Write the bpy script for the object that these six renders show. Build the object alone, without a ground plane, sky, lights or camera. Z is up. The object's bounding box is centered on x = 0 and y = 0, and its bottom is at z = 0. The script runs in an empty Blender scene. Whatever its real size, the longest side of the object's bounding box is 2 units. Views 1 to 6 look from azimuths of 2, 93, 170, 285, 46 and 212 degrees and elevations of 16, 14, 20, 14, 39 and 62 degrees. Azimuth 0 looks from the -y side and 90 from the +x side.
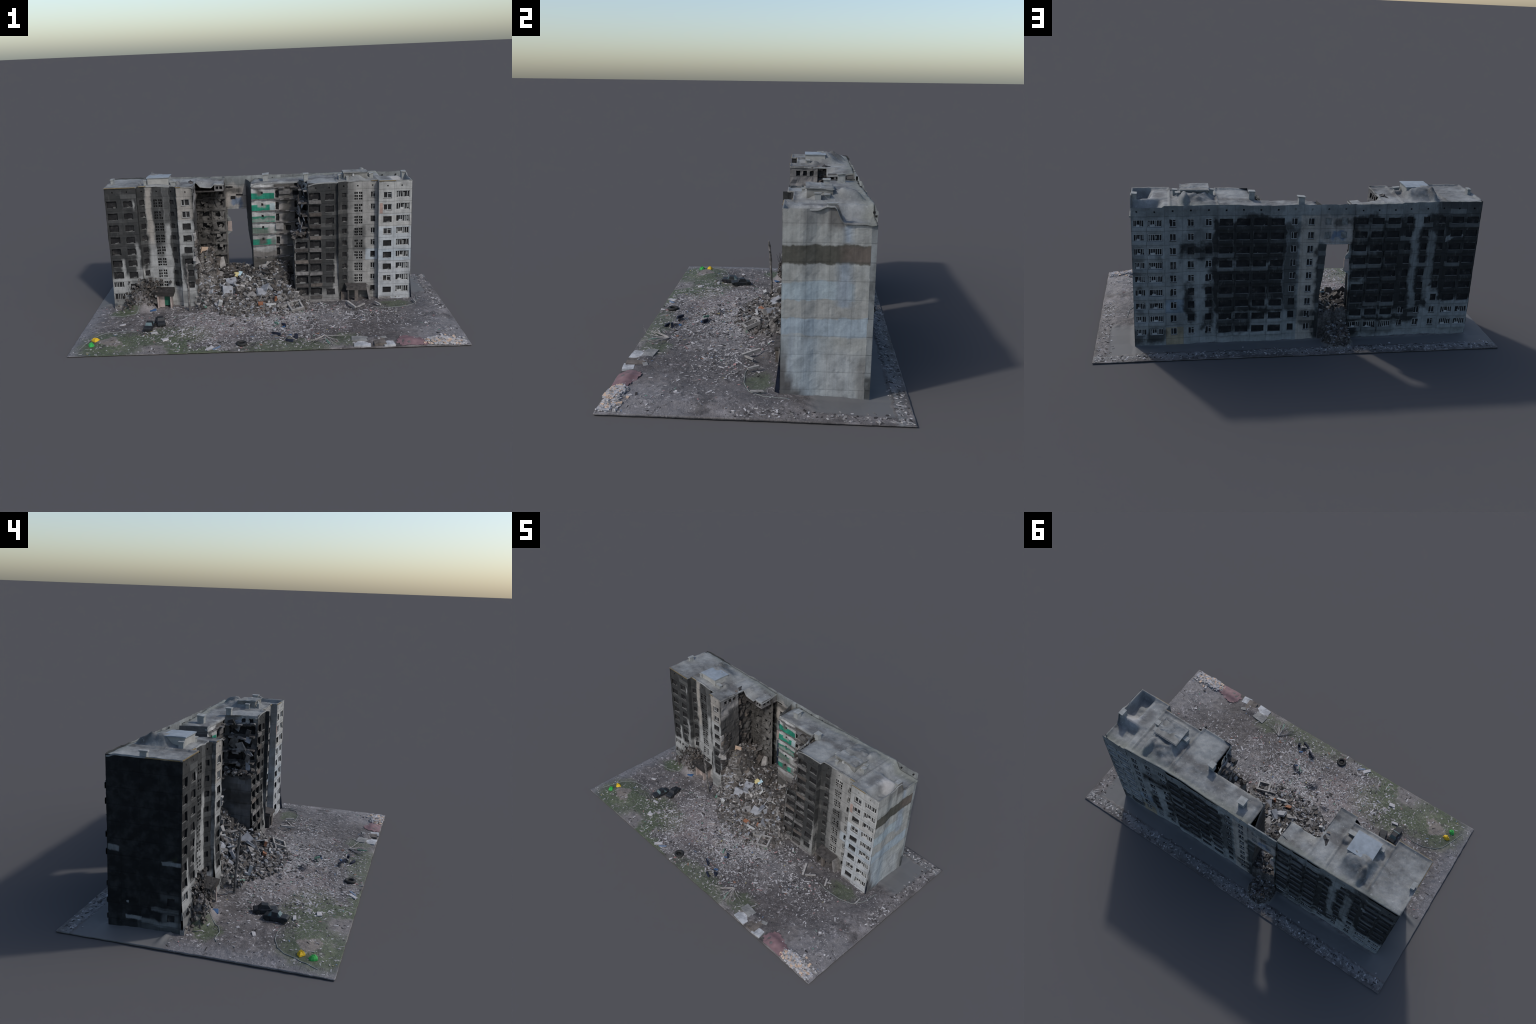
# A shelled, burnt-out nine-storey panel apartment block with a collapsed middle,
# standing on a thin plot of litter-strewn ground with a heap of rubble.
import bpy, math, random
import numpy as np
from mathutils import Vector, Matrix, Euler, noise as mnoise

rng = random.Random(7)
npr = np.random.default_rng(7)
FLOOR, Z_FIRST = 0.069, 0.077          # storey pitch, centre height of the lowest window row
ROOF_Z = 0.712
ROW = [Z_FIRST + FLOOR * k for k in range(9)]


# ------------------------------------------------------------------ numeric noise
def _hash(ix, iy, seed):
    n = (ix.astype(np.int64) * 374761393 + iy.astype(np.int64) * 668265263 + seed * 974634777) & 0x7FFFFFFF
    n = ((n ^ (n >> 13)) * 1274126177) & 0x7FFFFFFF
    return ((n ^ (n >> 16)) & 0xFFFF) / 65535.0


def vnoise(x, y, seed=0):
    x, y = np.asarray(x, float), np.asarray(y, float)
    ix, iy = np.floor(x), np.floor(y)
    fx, fy = x - ix, y - iy
    fx, fy = fx * fx * (3 - 2 * fx), fy * fy * (3 - 2 * fy)
    a, b = _hash(ix, iy, seed), _hash(ix + 1, iy, seed)
    c, d = _hash(ix, iy + 1, seed), _hash(ix + 1, iy + 1, seed)
    return (a + (b - a) * fx) * (1 - fy) + (c + (d - c) * fx) * fy


def fbm(x, y, scale, octaves=3, seed=0):
    t, a, n = 0.0, 1.0, 0.0
    for o in range(octaves):
        t = t + a * vnoise(np.asarray(x) * scale * 2 ** o, np.asarray(y) * scale * 2 ** o, seed + o * 17)
        n += a
        a *= 0.5
    return t / n - 0.5


def sm(x, a, b):
    t = np.clip((np.asarray(x, float) - a) / (b - a), 0, 1)
    return t * t * (3 - 2 * t)


# ------------------------------------------------------------------ mesh helpers
class MB:
    def __init__(s):
        s.v, s.f, s.m = [], [], []

    def quad(s, a, b, c, d, m=0):
        i = len(s.v)
        s.v += [tuple(a), tuple(b), tuple(c), tuple(d)]
        s.f.append((i, i + 1, i + 2, i + 3))
        s.m.append(m)

    def box(s, c, size, rot=None, m=0, jit=0.0, r=None):
        r = r or rng
        i, R = len(s.v), (rot.to_matrix() if rot else None)
        for dx, dy, dz in ((-1, -1, -1), (1, -1, -1), (1, 1, -1), (-1, 1, -1), (-1, -1, 1), (1, -1, 1), (1, 1, 1), (-1, 1, 1)):
            p = Vector((dx * size[0] / 2 * (1 + r.uniform(-jit, jit)), dy * size[1] / 2 * (1 + r.uniform(-jit, jit)), dz * size[2] / 2 * (1 + r.uniform(-jit, jit))))
            if R:
                p = R @ p
            s.v.append((p.x + c[0], p.y + c[1], p.z + c[2]))
        for q in ((0, 3, 2, 1), (4, 5, 6, 7), (0, 1, 5, 4), (1, 2, 6, 5), (2, 3, 7, 6), (3, 0, 4, 7)):
            s.f.append(tuple(i + k for k in q))
            s.m.append(m)

    def span(s, x0, x1, y0, y1, z0, z1, m=0):
        s.box(((x0 + x1) / 2, (y0 + y1) / 2, (z0 + z1) / 2), (x1 - x0, y1 - y0, z1 - z0), m=m)

    def sheet(s, fn, us, vs, m=0, keep=None):
        i = len(s.v)
        for v in vs:
            for u in us:
                s.v.append(tuple(fn(u, v)))
        w = len(us)
        for b in range(len(vs) - 1):
            for a in range(w - 1):
                if keep and not keep((us[a] + us[a + 1]) / 2, (vs[b] + vs[b + 1]) / 2):
                    continue
                k = i + b * w + a
                s.f.append((k, k + 1, k + w + 1, k + w))
                s.m.append(m)

    def tube(s, pts, radii, n=6, m=0):
        i0 = len(s.v)
        for k, (p, r) in enumerate(zip(pts, radii)):
            p = Vector(p)
            q = Vector(pts[min(k + 1, len(pts) - 1)]) - Vector(pts[max(k - 1, 0)])
            q.normalize()
            a = q.cross(Vector((0.31, 0.17, 0.9)) if abs(q.z) < 0.8 else Vector((1, 0.1, 0))).normalized()
            b = q.cross(a)
            for j in range(n):
                t = math.tau * j / n
                s.v.append(tuple(p + (a * math.cos(t) + b * math.sin(t)) * r))
        for k in range(len(pts) - 1):
            for j in range(n):
                s.f.append((i0 + k * n + j, i0 + k * n + (j + 1) % n, i0 + (k + 1) * n + (j + 1) % n, i0 + (k + 1) * n + j))
                s.m.append(m)
        s.f.append(tuple(i0 + (len(pts) - 1) * n + j for j in range(n)))
        s.m.append(m)
        s.f.append(tuple(i0 + n - 1 - j for j in range(n)))
        s.m.append(m)

    def mesh(s, name, mats, smooth=False):
        me = bpy.data.meshes.new(name)
        me.from_pydata(s.v, [], s.f)
        for m in mats:
            me.materials.append(m)
        me.polygons.foreach_set("material_index", s.m)
        me.polygons.foreach_set("use_smooth", [smooth] * len(s.f))
        me.update()
        return me

    def make(s, name, parent, mats, smooth=False):
        return put(name, s.mesh(name, mats if isinstance(mats, (list, tuple)) else [mats], smooth), parent)


def put(name, data, parent=None, loc=None, rot=None, scale=None):
    o = bpy.data.objects.new(name, data)
    bpy.context.scene.collection.objects.link(o)
    if parent:
        o.parent = parent
    if loc is not None:
        o.location = loc
    if rot is not None:
        o.rotation_euler = rot
    if scale is not None:
        o.scale = scale
    return o


def weld(o, dist=1e-5, angle=None):
    import bmesh
    bm = bmesh.new()
    bm.from_mesh(o.data)
    bmesh.ops.remove_doubles(bm, verts=bm.verts, dist=dist)
    bmesh.ops.recalc_face_normals(bm, faces=bm.faces)
    bm.to_mesh(o.data)
    bm.free()
    return o


# ------------------------------------------------------------------ material helpers
class NT:
    def __init__(s, name, rough=0.65, spec=0.35):
        s.mat = bpy.data.materials.new(name)
        s.mat.use_nodes = True
        s.t = s.mat.node_tree
        s.bsdf = s.t.nodes["Principled BSDF"]
        s.bsdf.inputs["Roughness"].default_value = rough
        s.bsdf.inputs["Specular IOR Level"].default_value = spec
        s.tc = s.t.nodes.new("ShaderNodeTexCoord")
        s.P = s.tc.outputs["Object"]
        sep = s.t.nodes.new("ShaderNodeSeparateXYZ")
        s.t.links.new(s.P, sep.inputs[0])
        s.x, s.y, s.z = sep.outputs

    def set(s, node_input, v):
        if isinstance(v, bpy.types.NodeSocket):
            s.t.links.new(v, node_input)
        elif isinstance(v, (tuple, list)) and len(v) == 3 and node_input.type == "RGBA":
            node_input.default_value = (*v, 1)
        else:
            node_input.default_value = v

    def math(s, op, a, b=None, c=None, clamp=False):
        n = s.t.nodes.new("ShaderNodeMath")
        n.operation, n.use_clamp = op, clamp
        for i, v in enumerate((a, b, c)):
            if v is not None:
                s.set(n.inputs[i], v)
        return n.outputs[0]

    def add(s, a, b): return s.math("ADD", a, b)
    def mul(s, a, b): return s.math("MULTIPLY", a, b)
    def sub(s, a, b): return s.math("SUBTRACT", a, b)
    def mx(s, a, b): return s.math("MAXIMUM", a, b)

    def vec(s, v, scale=(1, 1, 1), loc=(0, 0, 0)):
        n = s.t.nodes.new("ShaderNodeMapping")
        s.set(n.inputs["Vector"], v)
        n.inputs["Scale"].default_value = scale
        n.inputs["Location"].default_value = loc
        return n.outputs[0]

    def noise(s, scale, detail=2.0, rough=0.5, vec=None, off=0.0):
        n = s.t.nodes.new("ShaderNodeTexNoise")
        v = s.P if vec is None else vec
        if off:
            v = s.vec(v, loc=(off, off * 1.7, off * 0.6))
        s.set(n.inputs["Vector"], v)
        n.inputs["Scale"].default_value = scale
        n.inputs["Detail"].default_value = detail
        n.inputs["Roughness"].default_value = rough
        return n.outputs["Fac"]

    def voronoi(s, scale, vec=None, out="Distance", rand=1.0):
        n = s.t.nodes.new("ShaderNodeTexVoronoi")
        s.set(n.inputs["Vector"], s.P if vec is None else vec)
        n.inputs["Scale"].default_value = scale
        n.inputs["Randomness"].default_value = rand
        return n.outputs[out]

    def white(s, v):
        n = s.t.nodes.new("ShaderNodeTexWhiteNoise")
        n.noise_dimensions = "3D"
        s.set(n.inputs["Vector"], v)
        return n.outputs["Value"]

    def combine(s, x, y, z):
        n = s.t.nodes.new("ShaderNodeCombineXYZ")
        for i, v in enumerate((x, y, z)):
            s.set(n.inputs[i], v)
        return n.outputs[0]

    def step(s, x, a, b):
        """smooth 0 -> 1 as x goes a -> b (a > b gives a falling edge)"""
        n = s.t.nodes.new("ShaderNodeMapRange")
        n.interpolation_type = "SMOOTHSTEP"
        s.set(n.inputs["Value"], x)
        if a <= b:
            lo, hi, f, t = a, b, 0.0, 1.0
        else:
            lo, hi, f, t = b, a, 1.0, 0.0
        n.inputs["From Min"].default_value, n.inputs["From Max"].default_value = lo, hi
        n.inputs["To Min"].default_value, n.inputs["To Max"].default_value = f, t
        return n.outputs["Result"]

    def rect(s, u, v, b, su=0.006, sv=0.008, k=1.0):
        m = s.mul(s.step(u, b[0] - su, b[0] + su), s.step(u, b[1] + su, b[1] - su))
        m = s.mul(m, s.mul(s.step(v, b[2] - sv, b[2] + sv), s.step(v, b[3] + sv, b[3] - sv)))
        return s.mul(m, k) if k != 1.0 else m

    def disc(s, u, v, cu, cv, ru, rv, soft=0.35):
        a, b = s.math("DIVIDE", s.sub(u, cu), ru), s.math("DIVIDE", s.sub(v, cv), rv)
        d = s.math("SQRT", s.add(s.mul(a, a), s.mul(b, b)))
        return s.step(d, 1 + soft, 1 - soft)

    def mix(s, f, a, b, mode="MIX"):
        n = s.t.nodes.new("ShaderNodeMix")
        n.data_type, n.blend_type = "RGBA", mode
        s.set(n.inputs["Factor"], f)
        s.set(n.inputs["A"], a) if False else s.set(n.inputs[6], a)
        s.set(n.inputs[7], b)
        return n.outputs[2]

    def ramp(s, f, stops):
        n = s.t.nodes.new("ShaderNodeValToRGB")
        e = n.color_ramp.elements
        while len(e) < len(stops):
            e.new(0.5)
        for el, (p, c) in zip(e, stops):
            el.position, el.color = p, (*c, 1)
        s.set(n.inputs[0], f)
        return n.outputs[0]

    def scale(s, col, f):
        """multiply a colour by a scalar socket"""
        n = s.t.nodes.new("ShaderNodeVectorMath")
        n.operation = "SCALE"
        s.set(n.inputs[0], col)
        s.set(n.inputs["Scale"], f)
        return n.outputs[0]

    def bump(s, h, strength=0.3, dist=0.003):
        n = s.t.nodes.new("ShaderNodeBump")
        n.inputs["Strength"].default_value = strength
        n.inputs["Distance"].default_value = dist
        s.set(n.inputs["Height"], h)
        s.t.links.new(n.outputs[0], s.bsdf.inputs["Normal"])

    def out(s, col):
        s.set(s.bsdf.inputs["Base Color"], col)
        return s.mat


def plain(name, col, var=0.25, scale=60.0, rough=0.7, per_object=0.0, spec=0.22):
    n = NT(name, rough, spec)
    f = n.add(1 - var / 2, n.mul(n.sub(n.noise(scale, 3), 0.5), var * 2))
    if per_object:
        inf = n.t.nodes.new("ShaderNodeObjectInfo")
        f = n.mul(f, n.add(1 - per_object / 2, n.mul(inf.outputs["Random"], per_object)))
    return n.out(n.scale(col, f))


def facade(name, axis, base, soot=(), pale=(), tints=(), joints=None, zjoint=0.0405, soot_dark=(0.02, 0.022, 0.024),
           soot_light=(0.052, 0.052, 0.05), wob=0.024, streak=0.3, panel_var=0.12, jdark=0.32, scars=0.0, bumpy=0.25):
    """Concrete panel wall: panel joints, tinted panels, fire soot from soft rectangles with noisy edges."""
    n = NT(name, 0.85, 0.1)
    u = n.x if axis == "x" else n.y
    n1, n2, n3 = n.noise(9, 3, 0.6), n.noise(38, 3, 0.6, off=3.1), n.noise(11, 3, 0.6, off=7.7)
    du = n.add(n.mul(n.sub(n1, 0.5), wob * 1.6), n.mul(n.sub(n2, 0.5), wob * 0.7))
    dv = n.add(n.mul(n.sub(n3, 0.5), wob * 2.6), n.mul(n.sub(n2, 0.5), -wob))
    uu, vv = n.add(u, du), n.add(n.z, dv)
    col = base
    # panel tint and joints
    pitch, phase = joints or (0.0815, 0.0)
    cu = n.math("DIVIDE", n.sub(u, phase), pitch)
    cz = n.math("DIVIDE", n.sub(n.z, zjoint), FLOOR)
    rnd = n.white(n.combine(n.math("FLOOR", cu), n.math("FLOOR", cz), 1.0))
    col = n.scale(col, n.add(1 - panel_var / 2, n.mul(rnd, panel_var)))
    for c, b, su, sv in tints:
        col = n.mix(n.rect(u if su < 0.004 else uu, n.z if sv < 0.004 else vv, b, su, sv), col, c)
    st = n.noise(1.0, 3, 0.6, vec=n.vec(n.P, (70, 70, 5)))
    gr = n.noise(160, 2, 0.6)
    col = n.scale(col, n.add(1 - streak * 0.5, n.add(n.mul(n.sub(st, 0.5), streak * 1.6), n.mul(n.sub(gr, 0.5), 0.22))))
    col = n.scale(col, n.add(0.72, n.mul(n.step(n.noise(15, 5, 0.7, off=12.0), 0.30, 0.62), 0.30)))
    jz = n.add(cz, n.mul(n.sub(n2, 0.5), 0.03))
    lu = n.math("ABSOLUTE", n.sub(n.math("FRACT", cu), 0.5))
    lz = n.math("ABSOLUTE", n.sub(n.math("FRACT", jz), 0.5))
    joint = n.mx(n.mul(n.step(lu, 0.5 - 0.0026 / pitch, 0.5 - 0.0006 / pitch), 0.6), n.step(lz, 0.5 - 0.0030 / FLOOR, 0.5 - 0.0006 / FLOOR))
    joint = n.mul(joint, n.add(0.3, n.mul(n3, 1.2)))
    col = n.scale(col, n.sub(1.0, n.mul(joint, jdark)))
    s = None
    for b in soot:
        k = b[4] if len(b) > 4 else 1.0
        su = b[5] if len(b) > 5 else 0.012
        sv = b[6] if len(b) > 6 else 0.022
        r = n.rect(uu, vv, b, su, sv, k)
        s = r if s is None else n.mx(s, r)
    if s is not None:
        for b in pale:
            k = b[4] if len(b) > 4 else 1.0
            su = b[5] if len(b) > 5 else 0.008
            sv = b[6] if len(b) > 6 else 0.02
            s = n.mul(s, n.sub(1.0, n.rect(uu, vv, b, su, sv, k)))
        s = n.math("MULTIPLY", s, n.add(0.86, n.mul(n.noise(26, 3, 0.6, off=1.3), 0.28)), clamp=True)
        if scars:                            # parapets and panels that burnt less than their neighbours
            band = n.step(n.math("FRACT", cz), 0.40, 0.34)
            pick = n.step(n.white(n.combine(n.math("FLOOR", cu), n.math("FLOOR", cz), 7.0)), 0.62, 0.95)
            s = n.mul(s, n.sub(1.0, n.mul(n.mul(band, pick), scars)))
            lick = n.step(n.noise(1.0, 3, 0.65, vec=n.vec(n.P, (60, 60, 14), (3, 1, 2))), 0.56, 0.70)
            s = n.mul(s, n.sub(1.0, n.mul(lick, scars * 0.6)))
        sc = n.mix(n.noise(17, 4, 0.65, off=5.2), soot_dark, soot_light)
        sc = n.scale(sc, n.sub(1.0, n.mul(joint, 0.25)))
        col = n.mix(s, col, sc)
    n.bump(n.sub(n.mul(n.noise(90, 3, 0.6), 0.5), joint), bumpy, 0.002)
    return n.out(col)


# ------------------------------------------------------------------ materials
WHITE, BEIGE, BLUEISH = (0.36, 0.365, 0.36), (0.31, 0.30, 0.285), (0.33, 0.365, 0.395)

m_left = facade("sooty_panel_left", "x", (0.315, 0.32, 0.318),
    soot=[(-0.95, -0.715, 0.215, 0.8), (-0.74, -0.664, 0.26, 0.8), (-0.89, -0.823, 0.20, 0.3), (-0.79, -0.738, 0.20, 0.3),
          (-0.70, -0.675, 0.23, 0.3), (-0.637, -0.565, 0.37, 0.8, 0.95), (-0.575, -0.53, 0.50, 0.8, 0.84), (-0.538, -0.488, 0.13, 0.8, 1.0, 0.006),  # last rect is a shadow column painted into the recess beside the forward bay
          (-0.478, -0.41, 0.165, 0.33), (-0.488, -0.40, 0.05, 0.10, 0.5), (-0.62, -0.58, 0.27, 0.40, 0.6), (-0.90, -0.62, 0.02, 0.10, 0.45), (-0.78, -0.66, 0.06, 0.19, 0.6),
          (-0.402, -0.19, -0.1, 0.8), (-0.67, -0.5, 0.68, 0.72, 0.8)],
    pale=[(-0.824, -0.806, 0.2, 0.315), (-0.742, -0.720, 0.23, 0.40, 0.75), (-0.738, -0.726, 0.60, 0.65, 0.9, 0.004), (-0.67, -0.638, 0.44, 0.74, 0.85),
          (-0.653, -0.632, 0.34, 0.5, 0.8)],
    tints=[((0.30, 0.285, 0.265), (-0.49, -0.39, 0.53, 0.8), 0.002, 0.003), ((0.33, 0.31, 0.285), (-0.67, -0.63, 0.4, 0.8), 0.01, 0.03)],
    joints=(0.088, -0.888), scars=0.16, soot_light=(0.044, 0.044, 0.043))
m_right = facade("sooty_panel_right", "x", (0.29, 0.288, 0.28),
    soot=[(0.1, 0.415, 0.03, 0.8), (0.4, 0.475, 0.05, 0.8), (0.46, 0.505, 0.0, 0.8, 0.55, 0.02), (0.49, 0.566, 0.29, 0.45, 0.75, 0.012), (0.49, 0.55, 0.2, 0.6, 0.35, 0.012),
          (0.44, 0.60, 0.0, 0.10, 0.5), (0.6, 0.66, 0.60, 0.8, 0.15)],
    pale=[(0.388, 0.412, 0.02, 0.27, 0.75, 0.006, 0.04), (0.31, 0.40, 0.0, 0.09, 0.6), (0.24, 0.31, 0.0, 0.06, 0.8), (0.163, 0.169, 0.03, 0.39, 0.8, 0.002)],
    tints=[(WHITE, (0.636, 0.83, 0.52, 0.8), 0.002, 0.003), ((0.375, 0.40, 0.42), (0.636, 0.83, 0.30, 0.52), 0.002, 0.003), ((0.355, 0.395, 0.43), (0.636, 0.83, 0.25, 0.318), 0.002, 0.003),
           ((0.375, 0.39, 0.405), (0.636, 0.83, 0.0, 0.25), 0.002, 0.003), (BLUEISH, (0.568, 0.634, 0.25, 0.315), 0.002, 0.003),
           ((0.34, 0.24, 0.21), (0.643, 0.66, 0.525, 0.585), 0.003, 0.003), ((0.385, 0.385, 0.375), (0.636, 0.83, 0.45, 0.515), 0.002, 0.003)],
    joints=(0.0865, 0.636), scars=0.16, soot_light=(0.044, 0.044, 0.043))
m_back = facade("rear_panel", "x", (0.245, 0.262, 0.265),
    soot=[(0.09, 0.44, 0.155, 0.66), (0.43, 0.585, 0.452, 0.528), (0.525, 0.575, 0.13, 0.33, 0.95, 0.012), (0.43, 0.475, 0.13, 0.33, 0.95, 0.012), (0.45, 0.57, 0.52, 0.585, 0.5), (0.43, 0.49, 0.08, 0.15, 0.9),
          (0.25, 0.42, 0.06, 0.16, 0.9), (0.07, 0.25, 0.155, 0.25, 0.4), (0.022, 0.095, 0.165, 0.62, 0.78), (-0.07, 0.02, 0.08, 0.17, 0.85), (0.0, 0.02, 0.60, 0.65, 0.4),
          (-0.13, -0.062, 0.0, 0.51, 0.9), (-0.95, -0.235, 0.15, 0.655), (-0.62, -0.235, 0.09, 0.17), (-0.95, -0.655, 0.58, 0.8, 0.85, 0.02), (-0.48, -0.235, 0.02, 0.09, 0.5),
          (-0.26, -0.14, 0.60, 0.645, 0.8), (0.66, 0.75, 0.02, 0.09, 0.85), (0.76, 0.83, 0.02, 0.085, 0.8), (0.765, 0.82, 0.40, 0.51, 0.5), (-0.30, -0.05, 0.0, 0.17), (0.58, 0.61, 0.06, 0.20, 0.35, 0.02, 0.04), (0.44, 0.56, 0.585, 0.66, 0.3, 0.03, 0.03), (0.67, 0.70, 0.45, 0.48, 0.7), (0.77, 0.80, 0.28, 0.31, 0.75), (0.78, 0.81, 0.18, 0.21, 0.7), (0.77, 0.81, 0.36, 0.40, 0.6), (-0.12, -0.06, 0.55, 0.68, 0.35, 0.02, 0.03), (0.02, 0.06, 0.10, 0.20, 0.5), (0.1, 0.82, 0.655, 0.72, 0.35), (-0.66, -0.1, 0.65, 0.72, 0.35)],
    pale=[(-0.585, -0.55, 0.16, 0.655, 0.72, 0.012), (-0.67, -0.635, 0.20, 0.58, 0.62, 0.01), (-0.715, -0.655, 0.16, 0.26, 0.9), (-0.95, -0.70, 0.0, 0.197),
          (0.33, 0.41, 0.405, 0.43, 0.7), (0.13, 0.20, 0.405, 0.425, 0.9), (0.10, 0.25, 0.20, 0.225, 0.75), (-0.60, -0.55, 0.58, 0.655, 0.9), (-0.71, -0.80, 0.53, 0.55, 0.0),
          (-0.80, -0.72, 0.535, 0.558, 0.9, 0.003, 0.005), (-0.31, -0.235, 0.29, 0.32, 0.7), (-0.52, -0.26, 0.13, 0.15, 0.85), (-0.36, -0.25, 0.47, 0.50, 0.4), (-0.38, -0.27, 0.55, 0.62, 0.35)],
    tints=[((0.20, 0.245, 0.29), (0.575, 0.662, 0.175, 0.245), 0.002, 0.003), ((0.30, 0.26, 0.19), (0.577, 0.662, 0.0, 0.1), 0.002, 0.003), ((0.25, 0.30, 0.34), (-0.2, -0.08, 0.52, 0.6), 0.01, 0.01),
           ((0.35, 0.33, 0.30), (-0.07, 0.02, 0.0, 0.66), 0.002, 0.003), ((0.33, 0.31, 0.29), (-0.27, -0.06, 0.515, 0.66), 0.02, 0.02), ((0.16, 0.20, 0.27), (-0.20, -0.13, 0.53, 0.57), 0.012, 0.01)],
    joints=(0.0815, 0.0085), soot_dark=(0.013, 0.0135, 0.014), soot_light=(0.036, 0.037, 0.037), wob=0.046, scars=0.4)
m_end_l = facade("burnt_end_panel", "y", (0.26, 0.28, 0.29), soot=[(0.0, 0.6, 0.05, 0.9, 0.985), (0.0, 0.6, -0.1, 0.10, 0.8), (0.25, 0.5, -0.1, 0.2, 0.96)],
    pale=[(0.075, 0.155, 0.30, 0.318, 0.7, 0.003, 0.004), (0.335, 0.385, 0.335, 0.355, 0.6, 0.003, 0.004), (0.08, 0.20, 0.10, 0.117, 0.3, 0.004, 0.006), (0.24, 0.31, 0.05, 0.068, 0.8, 0.003, 0.004),
          (0.09, 0.24, 0.04, 0.06, 0.4, 0.006, 0.006), (0.295, 0.305, 0.117, 0.127, 0.8, 0.002, 0.002), (0.08, 0.15, 0.06, 0.095, 0.25), (0.08, 0.16, 0.16, 0.18, 0.25)],
    tints=[((0.30, 0.34, 0.10), (0.09, 0.115, 0.322, 0.342), 0.004, 0.004)], soot_dark=(0.006, 0.0065, 0.007), soot_light=(0.016, 0.017, 0.018), wob=0.012, jdark=0.3)
m_end_r = facade("gable_panel", "y", (0.355, 0.365, 0.35), tints=[
        ((0.34, 0.345, 0.33), (0.0, 0.6, 0.652, 0.8), 0.002, 0.004), ((0.098, 0.096, 0.082), (0.0, 0.6, 0.515, 0.585), 0.002, 0.0045), ((0.135, 0.115, 0.10), (0.29, 0.6, 0.522, 0.58), 0.03, 0.01),
        ((0.34, 0.40, 0.43), (0.0, 0.34, 0.383, 0.452), 0.01, 0.004), ((0.335, 0.395, 0.44), (0.0, 0.6, 0.25, 0.318), 0.002, 0.004), ((0.34, 0.345, 0.33), (0.10, 0.6, 0.318, 0.383), 0.006, 0.004),
        ((0.37, 0.415, 0.44), (0.07, 0.24, -0.1, 0.245), 0.06, 0.012), ((0.385, 0.405, 0.41), (0.24, 0.36, -0.1, 0.19), 0.05, 0.03), ((0.29, 0.33, 0.37), (0.115, 0.125, 0.06, 0.27), 0.012, 0.05), ((0.27, 0.32, 0.38), (0.30, 0.325, 0.59, 0.655), 0.02, 0.01), ((0.30, 0.345, 0.39), (0.28, 0.33, 0.36, 0.517), 0.02, 0.01)],
    soot=[(0.0, 0.108, -0.1, 0.17, 0.85, 0.010, 0.06), (0.0, 0.130, -0.1, 0.10, 0.85, 0.014, 0.04), (0.0, 0.165, -0.1, 0.04, 0.85, 0.025, 0.022), (0.0, 0.5, -0.1, 0.012, 0.6, 0.02, 0.006), (0.36, 0.5, -0.1, 0.16, 0.5, 0.012, 0.03), (0.16, 0.24, 0.66, 0.72, 0.3, 0.02), (0.24, 0.30, 0.64, 0.74, 0.7, 0.01)],  # first three rects: dark wedge drawn low on the front corner
    soot_dark=(0.05, 0.046, 0.045), soot_light=(0.085, 0.078, 0.076), joints=(0.083, 0.085), streak=0.35, panel_var=0.10, wob=0.016, jdark=0.22, bumpy=0.08)
m_inner = facade("painted_room_wall", "x", (0.26, 0.245, 0.235),
    tints=[((0.44, 0.44, 0.44), (-0.08, 0.062, 0.28, 0.70), 0.004, 0.004)] +
          [((0.025, 0.215, 0.145), (-0.08, 0.058 if k != 7 else 0.03, 0.041 + FLOOR * k, 0.041 + FLOOR * k + 0.037), 0.002, 0.0032) for k in (4, 5, 6, 7, 8)] +
          [((0.24, 0.30, 0.27), (-0.09, 0.06, 0.041 + FLOOR * 6, 0.041 + FLOOR * 6 + 0.02), 0.012, 0.006), ((0.17, 0.24, 0.20), (-0.09, 0.06, 0.041 + FLOOR * 5, 0.041 + FLOOR * 5 + 0.034), 0.014, 0.008), ((0.33, 0.33, 0.32), (0.015, 0.06, 0.041 + FLOOR * 5, 0.041 + FLOOR * 5 + 0.04), 0.012, 0.008),
           ((0.20, 0.22, 0.21), (0.03, 0.06, 0.041 + FLOOR * 4, 0.041 + FLOOR * 4 + 0.04), 0.012, 0.008), ((0.12, 0.12, 0.11), (-0.045, -0.015, 0.041 + FLOOR * 8 + 0.02, 0.041 + FLOOR * 8 + 0.06), 0.012, 0.01), ((0.30, 0.30, 0.29), (-0.04, 0.0, 0.041 + FLOOR * 7 + 0.02, 0.041 + FLOOR * 7 + 0.05), 0.01, 0.008),
           ((0.10, 0.10, 0.095), (-0.04, 0.0, 0.041 + FLOOR * 4 + 0.01, 0.041 + FLOOR * 4 + 0.05), 0.008, 0.01)] +
          [((0.36, 0.44, 0.46), (0.03, 0.06, 0.041 + FLOOR * 7, 0.041 + FLOOR * 7 + 0.045), 0.002, 0.002)],
    soot=[(0.06, 0.3, 0.56, 0.75, 0.85, 0.012), (0.10, 0.3, 0.2, 0.60, 0.9, 0.02), (-0.1, 0.3, 0.0, 0.245, 0.9, 0.01, 0.012), (-0.1, 0.1, 0.24, 0.30, 0.55, 0.02), (-0.1, 0.02, 0.35, 0.43, 0.45, 0.02), (-0.1, 0.06, 0.46, 0.50, 0.3, 0.02), (0.05, 0.3, 0.655, 0.7, 0.9)],
    pale=[(0.062, 0.10, 0.28, 0.60, 0.6), (0.07, 0.13, 0.30, 0.38, 0.6)],
    joints=(0.069, -0.076), soot_dark=(0.028, 0.027, 0.026), soot_light=(0.09, 0.086, 0.08), streak=0.3)
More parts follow.
